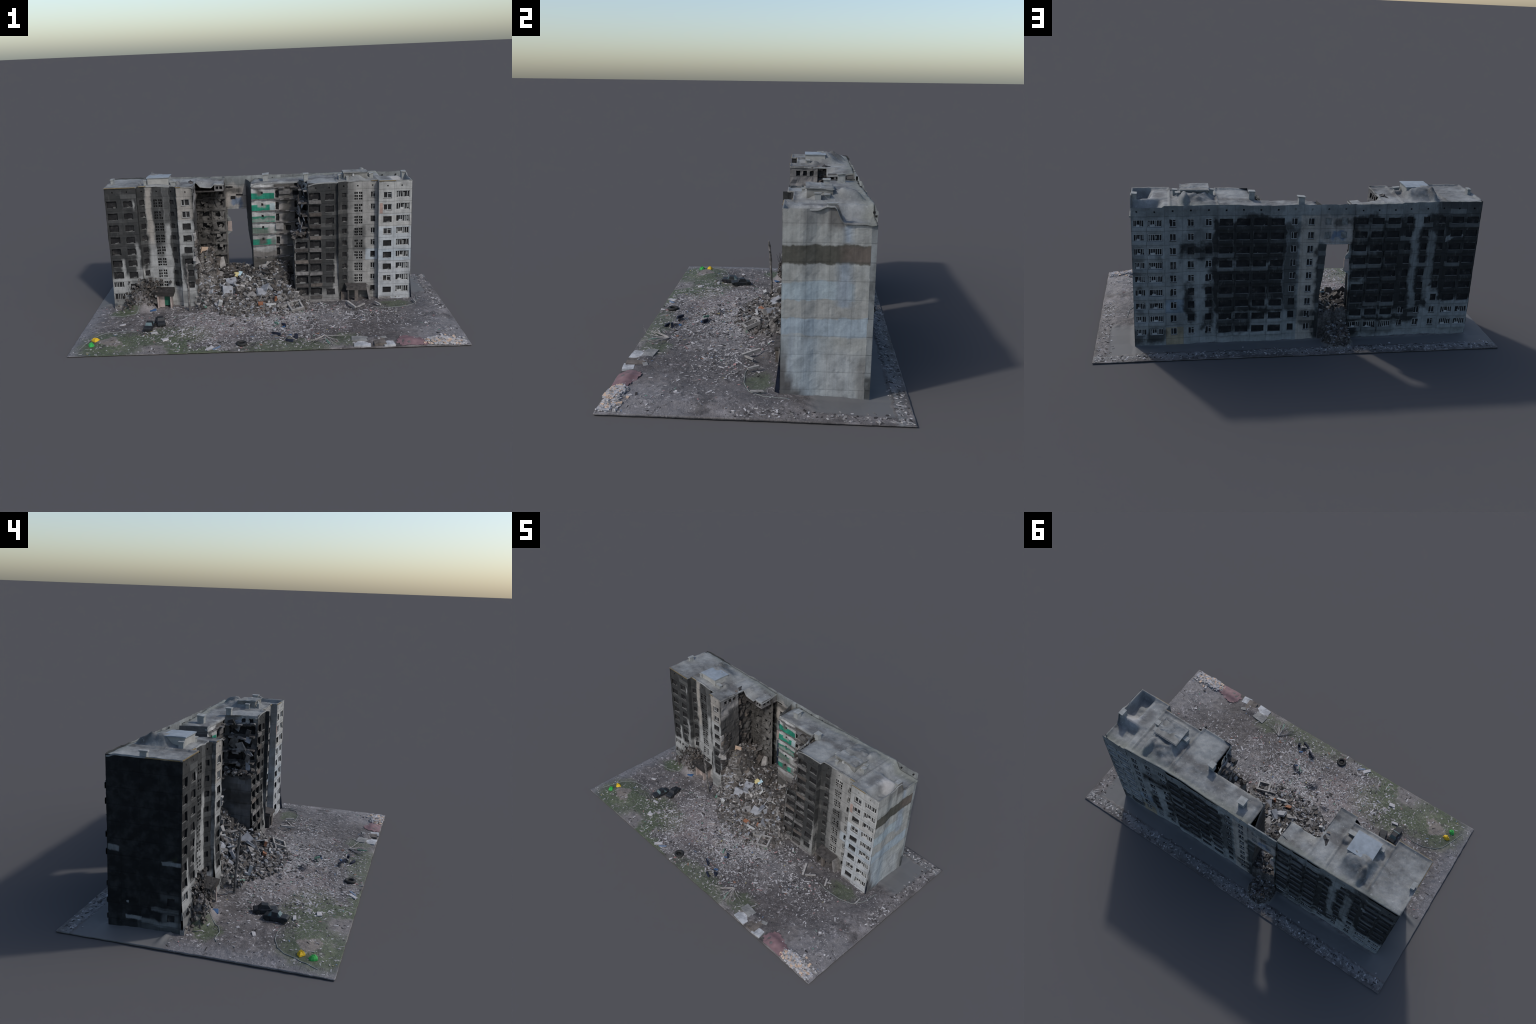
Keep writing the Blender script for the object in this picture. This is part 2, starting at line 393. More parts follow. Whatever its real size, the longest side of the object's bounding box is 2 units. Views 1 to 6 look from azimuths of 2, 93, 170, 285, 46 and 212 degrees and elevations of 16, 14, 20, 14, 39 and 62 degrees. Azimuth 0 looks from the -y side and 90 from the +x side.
m_void = facade("charred_room_wall", "x", (0.165, 0.160, 0.154), soot=[(-0.5, -0.1, 0.52, 0.8, 0.95), (-0.5, -0.31, 0.0, 0.8, 0.8), (-0.5, -0.1, 0.0, 0.25, 0.75), (-0.5, -0.1, 0.25, 0.55, 0.3)],
    pale=[(-0.30, -0.22, 0.27, 0.62, 0.5), (-0.37, -0.34, 0.38, 0.50, 0.4)], joints=(0.0815, -0.4), soot_dark=(0.018, 0.017, 0.017), soot_light=(0.062, 0.059, 0.056), wob=0.04, streak=0.4)
m_side = facade("cross_wall_panel", "y", (0.26, 0.25, 0.245), soot=[(0.0, 0.5, 0.42, 0.585, 0.95), (0.13, 0.5, 0.0, 0.62, 0.9), (0.0, 0.5, 0.28, 0.42, 0.5), (0.0, 0.5, 0.0, 0.28, 0.8), (0.0, 0.5, 0.655, 0.8, 0.5)],
    joints=(0.13, 0.075), soot_dark=(0.022, 0.022, 0.023), soot_light=(0.07, 0.068, 0.066))
m_side_r = facade("grey_cross_wall", "y", (0.15, 0.15, 0.155), soot=[(0.0, 0.5, 0.24, 0.32, 0.8), (0.0, 0.5, 0.0, 0.14, 0.75, 0.02, 0.03), (0.2, 0.5, 0.0, 0.72, 0.6, 0.02), (0.0, 0.5, 0.41, 0.655, 0.75)],
    tints=[((0.27, 0.27, 0.26), (0.0, 0.5, 0.655, 0.8), 0.002, 0.003)], joints=(0.16, 0.09), soot_dark=(0.02, 0.019, 0.018), soot_light=(0.07, 0.066, 0.062), wob=0.035)


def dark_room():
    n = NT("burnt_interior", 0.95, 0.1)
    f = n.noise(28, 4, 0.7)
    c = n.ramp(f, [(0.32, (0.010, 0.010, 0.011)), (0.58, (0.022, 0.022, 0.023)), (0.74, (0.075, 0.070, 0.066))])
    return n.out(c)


def roof_material():
    n = NT("bitumen_roof", 0.75, 0.2)
    big, mid, fine = n.noise(5, 3, 0.6), n.noise(22, 4, 0.6, off=2.0), n.noise(130, 3, 0.6)
    col = n.ramp(n.add(n.mul(big, 0.6), n.mul(mid, 0.4)), [(0.36, (0.075, 0.075, 0.075)), (0.46, (0.140, 0.144, 0.144)), (0.57, (0.195, 0.203, 0.203)), (0.68, (0.245, 0.253, 0.252))])
    du, dv = n.add(n.x, n.mul(n.sub(mid, 0.5), 0.06)), n.add(n.y, n.mul(n.sub(n.noise(20, 4, 0.6, off=8.0), 0.5), 0.06))
    for b, k in (((-0.50, -0.415, 0.20, 0.255), 0.75), ((-0.53, -0.49, 0.18, 0.27), 0.6), ((0.36, 0.43, 0.17, 0.29), 0.7), ((0.26, 0.40, 0.255, 0.285), 0.75), ((0.13, 0.21, 0.262, 0.33), 0.6),
                 ((-0.08, 0.09, 0.255, 0.30), 0.6), ((0.665, 0.715, 0.15, 0.25), 0.7), ((0.30, 0.36, 0.34, 0.42), 0.3), ((-0.33, -0.28, 0.27, 0.32), 0.4), ((-0.76, -0.70, 0.10, 0.18), 0.5), ((-0.46, -0.39, 0.07, 0.11), 0.35)):
        col = n.mix(n.rect(du, dv, b, 0.018, 0.018, k), col, (0.085, 0.083, 0.083))
    col = n.mix(n.rect(du, dv, (0.72, 0.79, 0.20, 0.265), 0.02, 0.02, 0.7), col, (0.30, 0.30, 0.305))
    col = n.mix(n.mul(n.step(dv, 0.345, 0.385), 0.7), col, (0.14, 0.15, 0.135))
    col = n.mix(n.mul(n.step(dv, 0.125, 0.08), 0.4), col, (0.12, 0.118, 0.112))
    col = n.mix(n.mul(n.rect(du, dv, (0.26, 0.405, 0.085, 0.25), 0.02, 0.02), 0.45), col, (0.27, 0.285, 0.285))
    spots = n.step(n.noise(70, 3, 0.6, off=4.4), 0.62, 0.72)
    col = n.mix(n.mul(spots, 0.4), col, (0.36, 0.37, 0.37))
    col = n.scale(col, n.add(0.78, n.mul(fine, 0.44)))
    n.bump(n.add(mid, fine), 0.3, 0.003)
    return n.out(col)


def soil_material():
    n = NT("littered_soil", 0.7, 0.3)
    a, b, c = n.noise(3.5, 4, 0.6), n.noise(16, 4, 0.65, off=2.2), n.noise(70, 4, 0.7, off=4.1)
    col = n.ramp(n.add(n.mul(a, 0.5), n.mul(b, 0.5)), [(0.36, (0.036, 0.032, 0.032)), (0.46, (0.070, 0.064, 0.064)), (0.55, (0.122, 0.112, 0.112)), (0.66, (0.20, 0.186, 0.188))])
    du = n.add(n.x, n.add(n.mul(n.sub(b, 0.5), 0.14), n.mul(n.sub(c, 0.5), 0.05)))
    dv = n.add(n.y, n.add(n.mul(n.sub(n.noise(15, 4, 0.65, off=9.0), 0.5), 0.14), n.mul(n.sub(c, 0.5), -0.05)))
    # pale trodden ground and kerb strips
    for bx, k, cc in (((-0.78, -0.44, -0.60, -0.45), 0.75, (0.15, 0.138, 0.135)), ((0.76, 1.1, -0.7, -0.22), 0.6, (0.17, 0.163, 0.168)), ((-1.1, -0.93, -0.7, 0.1), 0.6, (0.14, 0.14, 0.152)),
                      ((-0.48, 0.12, -0.36, -0.04), 0.5, (0.20, 0.184, 0.184)), ((0.12, 0.55, -0.20, -0.08), 0.4, (0.15, 0.15, 0.157)),
                      ((0.42, 0.86, -0.34, -0.10), 0.65, (0.062, 0.057, 0.058)), ((0.20, 0.66, -0.46, -0.28), 0.65, (0.058, 0.051, 0.050)), ((0.14, 0.92, -0.09, 0.1), 0.65, (0.058, 0.054, 0.055)),
                      ((-0.08, 0.16, -0.46, -0.26), 0.6, (0.07, 0.066, 0.065)), ((-0.30, -0.03, -0.40, -0.27), 0.45, (0.075, 0.069, 0.067)), ((-0.92, -0.66, -0.26, 0.0), 0.55, (0.080, 0.073, 0.074)), ((-0.43, -0.25, -0.06, 0.04), 0.6, (0.05, 0.046, 0.045)), ((0.7, 0.93, -0.1, 0.12), 0.5, (0.085, 0.08, 0.084))):
        col = n.mix(n.rect(du, dv, bx, 0.045, 0.035, k), col, cc)
    # grass
    g = None
    for cu, cv, ru, rv in ((-0.80, -0.46, 0.16, 0.15), (-0.47, -0.36, 0.19, 0.11), (-0.64, -0.40, 0.14, 0.07), (-0.45, -0.50, 0.06, 0.10), (-0.33, -0.56, 0.14, 0.035), (0.10, -0.53, 0.22, 0.06), (0.39, -0.46, 0.07, 0.06), (-0.82, -0.01, 0.07, 0.05), (0.72, 0.0, 0.08, 0.05)):
        d = n.disc(du, dv, cu, cv, ru, rv)
        g = d if g is None else n.mx(g, d)
    g = n.mul(g, n.step(n.add(n.mul(c, 0.5), n.mul(b, 0.6)), 0.36, 0.52))
    gcol = n.mix(n.noise(120, 3, 0.6), (0.030, 0.041, 0.022), (0.085, 0.105, 0.060))
    col = n.mix(n.mul(g, n.add(0.72, n.mul(n.step(n.x, -0.2, -0.4), 0.2))), col, gcol)
    col = n.mix(n.mul(n.disc(du, dv, -0.81, -0.43, 0.055, 0.04, 0.2), 0.9), col, (0.145, 0.125, 0.115))
    # rust-red rubble tint beside the heap and purple cloth-like smear
    col = n.mix(n.mul(n.disc(du, dv, -0.25, -0.30, 0.22, 0.12, 0.5), 0.3), col, (0.21, 0.165, 0.165))
    # litter specks: streaky splinters, grit and scraps, clumped in drifts
    amount = n.step(n.add(n.mul(n.noise(5, 4, 0.7, off=6.0), 0.6), n.mul(n.noise(20, 3, 0.7, off=2.6), 0.4)), 0.42, 0.60)
    sa = n.noise(1.0, 2, 0.7, vec=n.vec(n.P, (42, 140, 60)))
    sb = n.noise(1.0, 2, 0.7, vec=n.vec(n.P, (140, 45, 60), (5, 2, 1)))
    speck = n.mx(n.step(sa, 0.625, 0.685), n.step(sb, 0.625, 0.685))
    speck = n.mul(n.mx(speck, n.step(n.noise(120, 2, 0.7, off=1.0), 0.60, 0.66)), n.mul(n.add(0.12, n.mul(amount, 0.88)), n.add(0.55, n.mul(n.disc(du, dv, -0.08, -0.2, 0.40, 0.22, 0.6), 0.45))))
    rear = n.mx(n.rect(n.x, n.y, (-2, 2, 0.40, 2), 0.01, 0.012), n.mx(n.rect(n.x, n.y, (-2, -0.88, 0.10, 2), 0.01, 0.02), n.rect(n.x, n.y, (0.8, 2, 0.2, 2), 0.01, 0.03)))
    speck = n.mul(speck, n.sub(1.0, n.mul(rear, 0.6)))
    tone = n.mix(n.noise(60, 1, off=2.0), (0.27, 0.255, 0.26), (0.48, 0.465, 0.485))
    col = n.mix(n.mul(speck, n.sub(0.85, n.mul(g, 0.35))), col, tone)
    smear = n.mul(n.step(n.noise(26, 5, 0.75, off=15.0), 0.56, 0.68), n.step(n.noise(5, 3, 0.6, off=21.0), 0.45, 0.6))
    col = n.mix(n.mul(smear, n.sub(0.75, n.mul(rear, 0.6))), col, (0.37, 0.348, 0.358))
    # smooth featureless apron behind and beside the block, with a littered rim
    e = n.add(n.y, n.mul(n.sub(b, 0.5), 0.04))
    ex = n.add(n.x, n.mul(n.sub(b, 0.5), 0.04))
    apron = n.mul(rear, n.mul(n.step(e, 0.50, 0.485), n.step(ex, 0.945, 0.925)))
    col = n.mix(n.mul(apron, 0.95), col, n.mix(a, (0.092, 0.097, 0.102), (0.125, 0.122, 0.122)))
    rim = n.mul(n.step(e, 0.495, 0.505), n.step(e, 0.56, 0.50))
    col = n.mix(n.mul(rim, 0.35), col, (0.22, 0.24, 0.25))
    dark = n.step(n.noise(45, 3, 0.7, off=7.0), 0.56, 0.68)
    col = n.mix(n.mul(dark, n.sub(0.7, n.mul(apron, 0.7))), col, (0.042, 0.038, 0.038))
    n.bump(n.mul(n.add(c, n.noise(150, 3, 0.7)), n.sub(1.0, n.mul(apron, 0.9))), 0.6, 0.004)
    return n.out(col)


def rubble_material():
    n = NT("crushed_rubble", 0.75, 0.2)
    f, g = n.noise(22, 5, 0.75), n.noise(80, 4, 0.7, off=3.0)
    col = n.ramp(n.add(n.mul(f, 0.55), n.mul(g, 0.45)), [(0.34, (0.018, 0.016, 0.0155)), (0.45, (0.065, 0.060, 0.057)), (0.55, (0.15, 0.142, 0.137)), (0.68, (0.32, 0.306, 0.298))])
    fade = n.step(n.y, 0.06, 0.26)
    col = n.scale(col, n.sub(1.0, n.mul(fade, 0.5)))
    n.bump(n.add(f, g), 0.8, 0.006)
    return n.out(col)


NT.add_vec = lambda s, v, k: v
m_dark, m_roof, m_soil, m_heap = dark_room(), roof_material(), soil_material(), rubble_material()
m_chunks = [plain("grey_concrete", (0.175, 0.168, 0.165), 0.6, 60, per_object=0.6), plain("pale_concrete", (0.32, 0.308, 0.30), 0.5, 50, per_object=0.4), plain("sooty_concrete", (0.066, 0.061, 0.059), 0.7, 60, per_object=0.7),
            plain("brown_concrete", (0.115, 0.10, 0.09), 0.6, 60, per_object=0.6), plain("blue_grey_plaster", (0.25, 0.26, 0.285), 0.4, 50, per_object=0.3)]
m_litter = [plain("white_paper", (0.42, 0.41, 0.42), 0.4), plain("grey_splinter", (0.26, 0.25, 0.25), 0.4), plain("dark_splinter", (0.045, 0.041, 0.041), 0.4), plain("pink_cloth", (0.30, 0.18, 0.18), 0.4),
            plain("blue_plastic", (0.14, 0.19, 0.28), 0.4), plain("green_plastic", (0.13, 0.24, 0.19), 0.4), plain("yellow_scrap", (0.36, 0.32, 0.17), 0.4), plain("rust_scrap", (0.22, 0.12, 0.085), 0.4)]
m_frame = plain("white_window_frame", (0.38, 0.385, 0.385), 0.2, per_object=0.2)
m_glass = plain("sooty_glass", (0.035, 0.038, 0.042), 0.4, 40, rough=0.3, spec=0.4)
m_curtain = plain("pale_curtain", (0.20, 0.21, 0.21), 0.6, 80)
m_sill = plain("window_sill", (0.13, 0.13, 0.127), 0.5, 60, per_object=0.8)
m_ochre = plain("rusty_flashing", (0.20, 0.15, 0.075), 0.5)
m_vent = plain("vent_concrete", (0.28, 0.29, 0.285), 0.4, 60)
m_pent_l = plain("machine_room_render", (0.32, 0.32, 0.305), 0.3, 30)
m_metal = plain("pale_tin_roof", (0.25, 0.285, 0.32), 0.3, 40)
m_car = plain("burnt_car_shell", (0.028, 0.031, 0.036), 0.7, 60, rough=0.55)
m_car2 = plain("faded_car_paint", (0.11, 0.16, 0.17), 0.5, 50, rough=0.5)
m_tent_y, m_tent_g = plain("yellow_tarp", (0.55, 0.36, 0.02), 0.25, 40), plain("green_tarp", (0.04, 0.33, 0.07), 0.25, 40)
m_blue = plain("blue_cloth", (0.045, 0.10, 0.21), 0.4, 50)
m_navy = plain("navy_scrap", (0.02, 0.025, 0.045), 0.5, 50)
m_rubber = plain("tyre_rubber", (0.03, 0.03, 0.03), 0.5, 60)
m_twig = plain("dry_branch", (0.36, 0.34, 0.325), 0.4, 80)
m_bark = plain("charred_bark", (0.06, 0.055, 0.05), 0.8, 60)
m_door = plain("green_door", (0.02, 0.11, 0.07), 0.3)
m_pinkish = plain("pinkish_render", (0.36, 0.30, 0.28), 0.4, 40)
m_peach = plain("peach_panel", (0.50, 0.37, 0.28), 0.2, 30)
m_orange = plain("orange_brick", (0.26, 0.115, 0.065), 0.4)
m_yellowp, m_cyanp = plain("cream_panel", (0.48, 0.42, 0.22), 0.2), plain("sky_panel", (0.34, 0.46, 0.52), 0.2)
m_purple = plain("purple_sheet", (0.19, 0.12, 0.13), 0.4, 30)
m_shed = plain("pale_shed_roof", (0.44, 0.45, 0.47), 0.6, 45)
m_shed2 = plain("grey_shed_roof", (0.23, 0.23, 0.225), 0.5, 45)
m_hose = plain("kerb_stone", (0.19, 0.205, 0.20), 0.3)

# ------------------------------------------------------------------ top level
building = put("ruined_apartment_building", None)
building.empty_display_size = 0.1
building["label"] = "burnt nine-storey panel apartment block with collapsed middle section"
building["category"] = "ruined building"


# ------------------------------------------------------------------ wall builder
def cuts(a, b, extra, step):
    pts = sorted({round(p, 5) for p in [a, b] + list(extra) if a - 1e-6 <= p <= b + 1e-6})
    out = [pts[0]]
    for p, q in zip(pts, pts[1:]):
        k = max(1, int(math.ceil((q - p) / step)))
        out += [p + (q - p) * (i + 1) / k for i in range(k)]
    return out


def wall(name, origin, udir, normal, u0, u1, z0, z1, mat, holes=(), step=0.02, wob=0.0016, rag=0.0, keep=None, parent=None, ztop=None, seed=0, inner=None, bow=None, lean=0.0):
    """Concrete wall on the plane through origin; each hole (ua, ub, za, zb, depth) gets reveals and a dark back."""
    O, U, N = Vector(origin), Vector(udir), Vector(normal)
    us = cuts(u0, u1, [h[0] for h in holes] + [h[1] for h in holes], step)
    zs = cuts(z0, z1, [h[2] for h in holes] + [h[3] for h in holes], step)
    mb = MB()
    idx = {}

    def point(u, z, d=0.0):
        w = mnoise.fractal(Vector((u * 22 + seed * 3.7, z * 22, seed)), 1.0, 2.0, 3) * wob * 1.8
        ju = jz = 0.0
        if rag and u0 + 1e-4 < u < u1 - 1e-4:
            ju = mnoise.noise(Vector((u * 160, z * 160, seed + 9.0))) * rag
            jz = mnoise.noise(Vector((u * 160, z * 160, seed + 31.0))) * rag
        zz = z + jz
        if ztop is not None and z > z1 - 0.09:
            f = (z - (z1 - 0.09)) / 0.09
            zz = (z1 - 0.09) + f * (ztop(u) - (z1 - 0.09)) + jz
        if bow:
            w += bow(u)
        if lean:
            w += lean * float(sm(z, 0.28, 0.02))
        p = O + U * (u + ju) + N * (w - d)
        return (p.x, p.y, zz)

    def vid(i, j):
        if (i, j) not in idx:
            idx[(i, j)] = len(mb.v)
            mb.v.append(point(us[i], zs[j]))
        return idx[(i, j)]

    def hole_at(u, z):
        for h in holes:
            if h[0] < u < h[1] and h[2] < z < h[3]:
                return h
        return None

    flip = (U.cross(Vector((0, 0, 1)))).dot(N) < 0
    for i in range(len(us) - 1):
        for j in range(len(zs) - 1):
            uc, zc = (us[i] + us[i + 1]) / 2, (zs[j] + zs[j + 1]) / 2
            if hole_at(uc, zc) or (keep and not keep(uc, zc)):
                continue
            q = (vid(i, j), vid(i + 1, j), vid(i + 1, j + 1), vid(i, j + 1))
            mb.f.append(q[::-1] if flip else q)
            mb.m.append(0)
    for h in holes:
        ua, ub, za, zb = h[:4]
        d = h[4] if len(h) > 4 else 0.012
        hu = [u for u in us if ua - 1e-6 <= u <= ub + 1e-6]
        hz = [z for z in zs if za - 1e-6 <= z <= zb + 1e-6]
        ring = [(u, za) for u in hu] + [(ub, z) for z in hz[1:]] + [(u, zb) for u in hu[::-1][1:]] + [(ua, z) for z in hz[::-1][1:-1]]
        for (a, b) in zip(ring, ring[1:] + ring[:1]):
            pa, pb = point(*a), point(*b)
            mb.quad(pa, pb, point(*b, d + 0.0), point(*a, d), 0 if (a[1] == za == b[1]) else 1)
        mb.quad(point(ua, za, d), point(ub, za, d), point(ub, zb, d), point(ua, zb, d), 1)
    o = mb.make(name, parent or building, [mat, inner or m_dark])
    return weld(o)


# ------------------------------------------------------------------ windows (shared meshes)
def window_mesh(kind, seed):
    r, mb = random.Random(seed), MB()
    if kind == "sash":                      # unit window 1 x 1, y is depth in metres
        t = 0.07
        for x in (-0.5 + t / 2, 0.5 - t / 2, r.choice((-0.12, 0.0, 0.14))):
            mb.box((x, 0.002, 0), (t, 0.003, 1.0), m=0)
        for z in (-0.5 + t / 2, 0.5 - t / 2):
            mb.box((0, 0.0022, z), (1.0 - 2 * t, 0.003, t), m=0)
        if r.random() < 0.5:
            mb.box((r.choice((-0.27, 0.27)), 0.004, 0), (0.40, 0.001, 0.84), m=r.choice((1, 2, 1)))
        if r.random() < 0.5:
            mb.box((0.27, 0.003, 0.2), (0.42, 0.003, 0.05), m=0)
        mb.box((0, -0.0018, -0.52), (1.08, 0.006, 0.06), m=3)
    elif kind == "glazing":
        k = 6
        for i in range(k + 1):
            if 0 < i < k and r.random() < 0.18:
                continue
            lean = r.uniform(-0.06, 0.06) if 0 < i < k else 0
            mb.box((-0.5 + i / k, 0.002, 0), (0.035, 0.003, 1.0), rot=Euler((0, lean, 0)), m=0)
        mb.box((0, 0.0025, 0.46), (1.0, 0.003, 0.08), m=0)
        mb.box((0, 0.0025, -0.46), (1.0, 0.003, 0.08), m=0)
        for i in range(k):
            p = r.random()
            if p < 0.45:
                mb.box((-0.5 + (i + 0.5) / k, 0.0045, r.uniform(-0.1, 0.1)), (0.85 / k, 0.001, r.uniform(0.5, 0.9)), m=2 if p < 0.2 else 1)
        if r.random() < 0.7:
            mb.box((r.uniform(-0.2, 0.2), 0.003, -0.3), (r.uniform(0.2, 0.5), 0.003, 0.25), rot=Euler((0, r.uniform(-0.3, 0.3), 0)), m=0)
    else:                                    # burnt out: only the sill and a few stumps left
        mb.box((0, -0.0015, -0.515), (1.06, 0.005, 0.07), m=3)
        if r.random() < 0.5:
            mb.box((r.uniform(-0.3, 0.3), 0.006, -0.42), (r.uniform(0.2, 0.5), 0.006, r.uniform(0.08, 0.2)), rot=Euler((0, r.uniform(-0.3, 0.3), 0)), m=3)
    return mb.mesh("window_" + kind, [m_frame, m_glass, m_curtain, m_sill])


WIN = {k: [window_mesh(k, 11 + i) for i in range(4)] for k in ("sash", "glazing", "burnt")}


def window(kind, parent, x, y, z, w, h, back=False):
    if not back:
        y -= (0.012 if x < 0 else (0.02 if x < 0.41 else (0.006 if x > 0.637 else 0))) * float(sm(z, 0.28, 0.02))
    put("window", rng.choice(WIN[kind]), parent, (x, y, z), (0, 0, math.pi if back else 0), (w, 1, h))


def soot_left(x, z):
    return (x < -0.73 and z > 0.21) or (-0.73 < x < -0.66 and z > 0.25) or (-0.54 < x < -0.488) or (x > -0.48 and 0.16 < z < 0.33)


def yb(x):
    """rear wall plane: slightly bowed, the balcony bay at the right end stands proud"""
    return float(np.interp(x, [-0.888, -0.57, -0.24, -0.16, -0.02, 0.08, 0.33, 0.45, 0.55, 0.64, 0.668, 0.76, 0.795, 0.811],
                           [0.3845, 0.389, 0.391, 0.399, 0.399, 0.396, 0.394, 0.397, 0.404, 0.409, 0.411, 0.410, 0.410, 0.409]))


# ------------------------------------------------------------------ front walls
PX, NF = (1, 0, 0), (0, -1, 0)


def bay_holes(x0, x1, h, rows=range(9), depth=0.012, dz=0.0, jx=0.0):
    out = []
    for k in rows:
        j = rng.uniform(-jx, jx)
        out.append((x0 + j, x1 + j, ROW[k] + dz - h / 2, ROW[k] + dz + h / 2, depth))
    return out


def vents(xs, z=0.681):
    return [(x - 0.004, x + 0.004, z - 0.004, z + 0.004, 0.008) for x in xs]


def lattice(x0, x1, rows, dz=-0.006):
    out = []
    cw, gap = (x1 - x0) / 4.6, (x1 - x0) / 4.6 * 0.2
    for k in rows:
        for i, off in enumerate((0.0, 1.0, 2.4, 3.4)):
            for jz, hh in ((-0.016, 0.011), (0.000, 0.013), (0.017, 0.012)):
                if rng.random() < 0.06:
                    continue
                a = x0 + off * cw + gap * 0.5 + 0.1 * cw
                out.append((a, a + cw * 0.78, ROW[k] + dz + jz - hh / 2, ROW[k] + dz + jz + hh / 2, 0.007))
    return out


YF_L, YR_L, YF_R, YR_R, YW_R = 0.0745, 0.1075, 0.0885, 0.114, 0.083
TOP_L = lambda u: 0.7250 - 0.009 * float(sm(u, -0.75, -0.45))
LEAN = 0.012
w1 = wall("front_wall", (0, YF_L, 0), PX, NF, -0.888, -0.711, 0.0, 0.722, m_left,
          bay_holes(-0.878, -0.823, 0.040, range(2, 9), 0.009, jx=0.002) + bay_holes(-0.882, -0.824, 0.034, (0, 1), 0.006, dz=0.014) + bay_holes(-0.787, -0.738, 0.036, range(1, 9), 0.006) + vents((-0.843, -0.762), 0.697), rag=0.003, seed=1, ztop=TOP_L, lean=LEAN)
w2 = wall("front_wall", (0, YR_L, 0), PX, NF, -0.711, -0.488, 0.0, 0.722, m_left,
          bay_holes(-0.701, -0.674, 0.032, range(2, 9), 0.006) + lattice(-0.625, -0.572, range(1, 9)) + bay_holes(-0.530, -0.508, 0.026, range(1, 9), 0.006) + vents((-0.686, -0.602, -0.520), 0.693), rag=0.002, seed=2, bow=lambda u: -0.003 * float(sm(u, -0.6, -0.69)) + 0.020 * float(sm(u, -0.535, -0.488)) + 0.012 * float(sm(u, -0.685, -0.711)), ztop=TOP_L, lean=LEAN)
w3 = wall("front_wall", (0, YF_L, 0), PX, NF, -0.488, -0.397, 0.0, 0.718, m_left,
          bay_holes(-0.463, -0.416, 0.036, range(1, 9), 0.006) + vents((-0.437,), 0.690), rag=0.0025, seed=3, ztop=TOP_L, lean=LEAN)
w4 = wall("front_wall", (0, YF_R, 0), PX, NF, 0.245, 0.411, 0.0, 0.709, m_right,
          bay_holes(0.251, 0.314, 0.043, range(9), 0.012, dz=0.004) + bay_holes(0.341, 0.389, 0.036, range(0, 9), 0.005) + vents((0.289, 0.363)), rag=0.0035, seed=4, lean=0.02)
w5 = wall("front_wall", (0, YF_R, 0), PX, NF, 0.160, 0.245, 0.0, 0.40, m_right, bay_holes(0.169, 0.237, 0.044, range(0, 5), 0.014, dz=0.004), rag=0.004, seed=5, ztop=lambda u: 0.392 + 0.016 * float(fbm(u, 0, 60, 2, 3)), lean=0.02)
w6 = wall("front_wall", (0, YR_R, 0), PX, NF, 0.411, 0.637, 0.0, 0.707, m_right,
          bay_holes(0.436, 0.461, 0.028, range(1, 9), 0.006) + lattice(0.504, 0.553, range(1, 9)) + bay_holes(0.597, 0.623, 0.034, range(0, 9), 0.007) + vents((0.447, 0.525, 0.607)), rag=0.0015, seed=6, bow=lambda u: 0.014 * float(sm(u, 0.445, 0.411)))
w7 = wall("front_wall", (0, YW_R, 0), PX, NF, 0.637, 0.820, 0.0, 0.709, m_right,
          bay_holes(0.663, 0.710, 0.034, range(9), 0.007) + bay_holes(0.736, 0.809, 0.038, range(9), 0.009, dz=0.003) + vents((0.687, 0.765)), rag=0.001, seed=7, lean=0.006)
for k in range(9):
    z = ROW[k]
    if k >= 2:
        window("burnt", w1, -0.8505, YF_L + 0.006, z, 0.055, 0.040)
    else:
        window("glazing", w1, -0.853, YF_L + 0.004, z + 0.014, 0.058, 0.034)
    if k >= 1:
        window("burnt", w1, -0.7625, YF_L + 0.002, z, 0.049, 0.036)
        window("sash" if k in (8, 7) else "burnt", w3, -0.4395, YF_L + 0.003, z, 0.047, 0.036)
    if k >= 2:
        window("burnt", w2, -0.6875, YR_L + 0.002, z, 0.027, 0.032)
    window("burnt", w4, 0.2825, YF_R + 0.004, z + 0.004, 0.063, 0.043)
    window("burnt", w4, 0.365, YF_R + 0.002, z, 0.048, 0.036)
    if k < 5:
        window("burnt", w5, 0.203, YF_R + 0.004, z + 0.004, 0.068, 0.044)
    window("sash" if k % 3 else "burnt", w6, 0.610, YR_R + 0.004, z, 0.026, 0.034)
    window("burnt", w6, 0.4485, YR_R + 0.002, z, 0.025, 0.028)
    window("sash" if k in (7, 8, 5, 1) else "burnt", w7, 0.6865, YW_R + 0.004, z, 0.047, 0.034)
    window("glazing", w7, 0.7705, YW_R + 0.004, z + 0.003, 0.071, 0.038)

# pale parapet boards and slabs on the loggias beside the collapse
for x0, x1, rows in ((0.249, 0.316, range(9)), (0.166, 0.239, range(5))):
    for k in rows:
        mb = MB()
        h = 0.019
        mb.box(((x0 + x1) / 2, YF_R - 0.003 - 0.02 * float(sm(ROW[k] - 0.03, 0.28, 0.02)), ROW[k] - 0.0275 + rng.uniform(-0.002, 0.002)), (x1 - x0, 0.005, h), rot=Euler((rng.uniform(-0.15, 0.1), rng.uniform(-0.04, 0.04), 0)), jit=0.12)
        mb.make("balcony_parapet", w4 if x0 > 0.24 else w5, m_chunks[(2, 3, 0, 2, 0, 3)[(k * 5 + int(x0 * 100)) % 6]])

# returns of the stepped front (short side walls)
def side(name, x, y0, y1, z0, z1, mat, n=-1, **kw):
    return wall(name, (x, 0, 0), (0, 1, 0), (n, 0, 0), y0, y1, z0, z1, mat, **kw)


m_ret_l = m_left
side("wall_return", -0.711, YF_L, YR_L, 0.0, 0.715, m_left, n=1, seed=20)
side("wall_return", -0.488, YF_L, YR_L, 0.0, 0.715, m_left, seed=21)
side("wall_return", 0.411, YF_R - 0.02, YR_R, 0.0, 0.707, m_right, n=1, seed=22)
side("wall_return", 0.637, YW_R - 0.004, YR_R, 0.0, 0.707, m_right, seed=23)

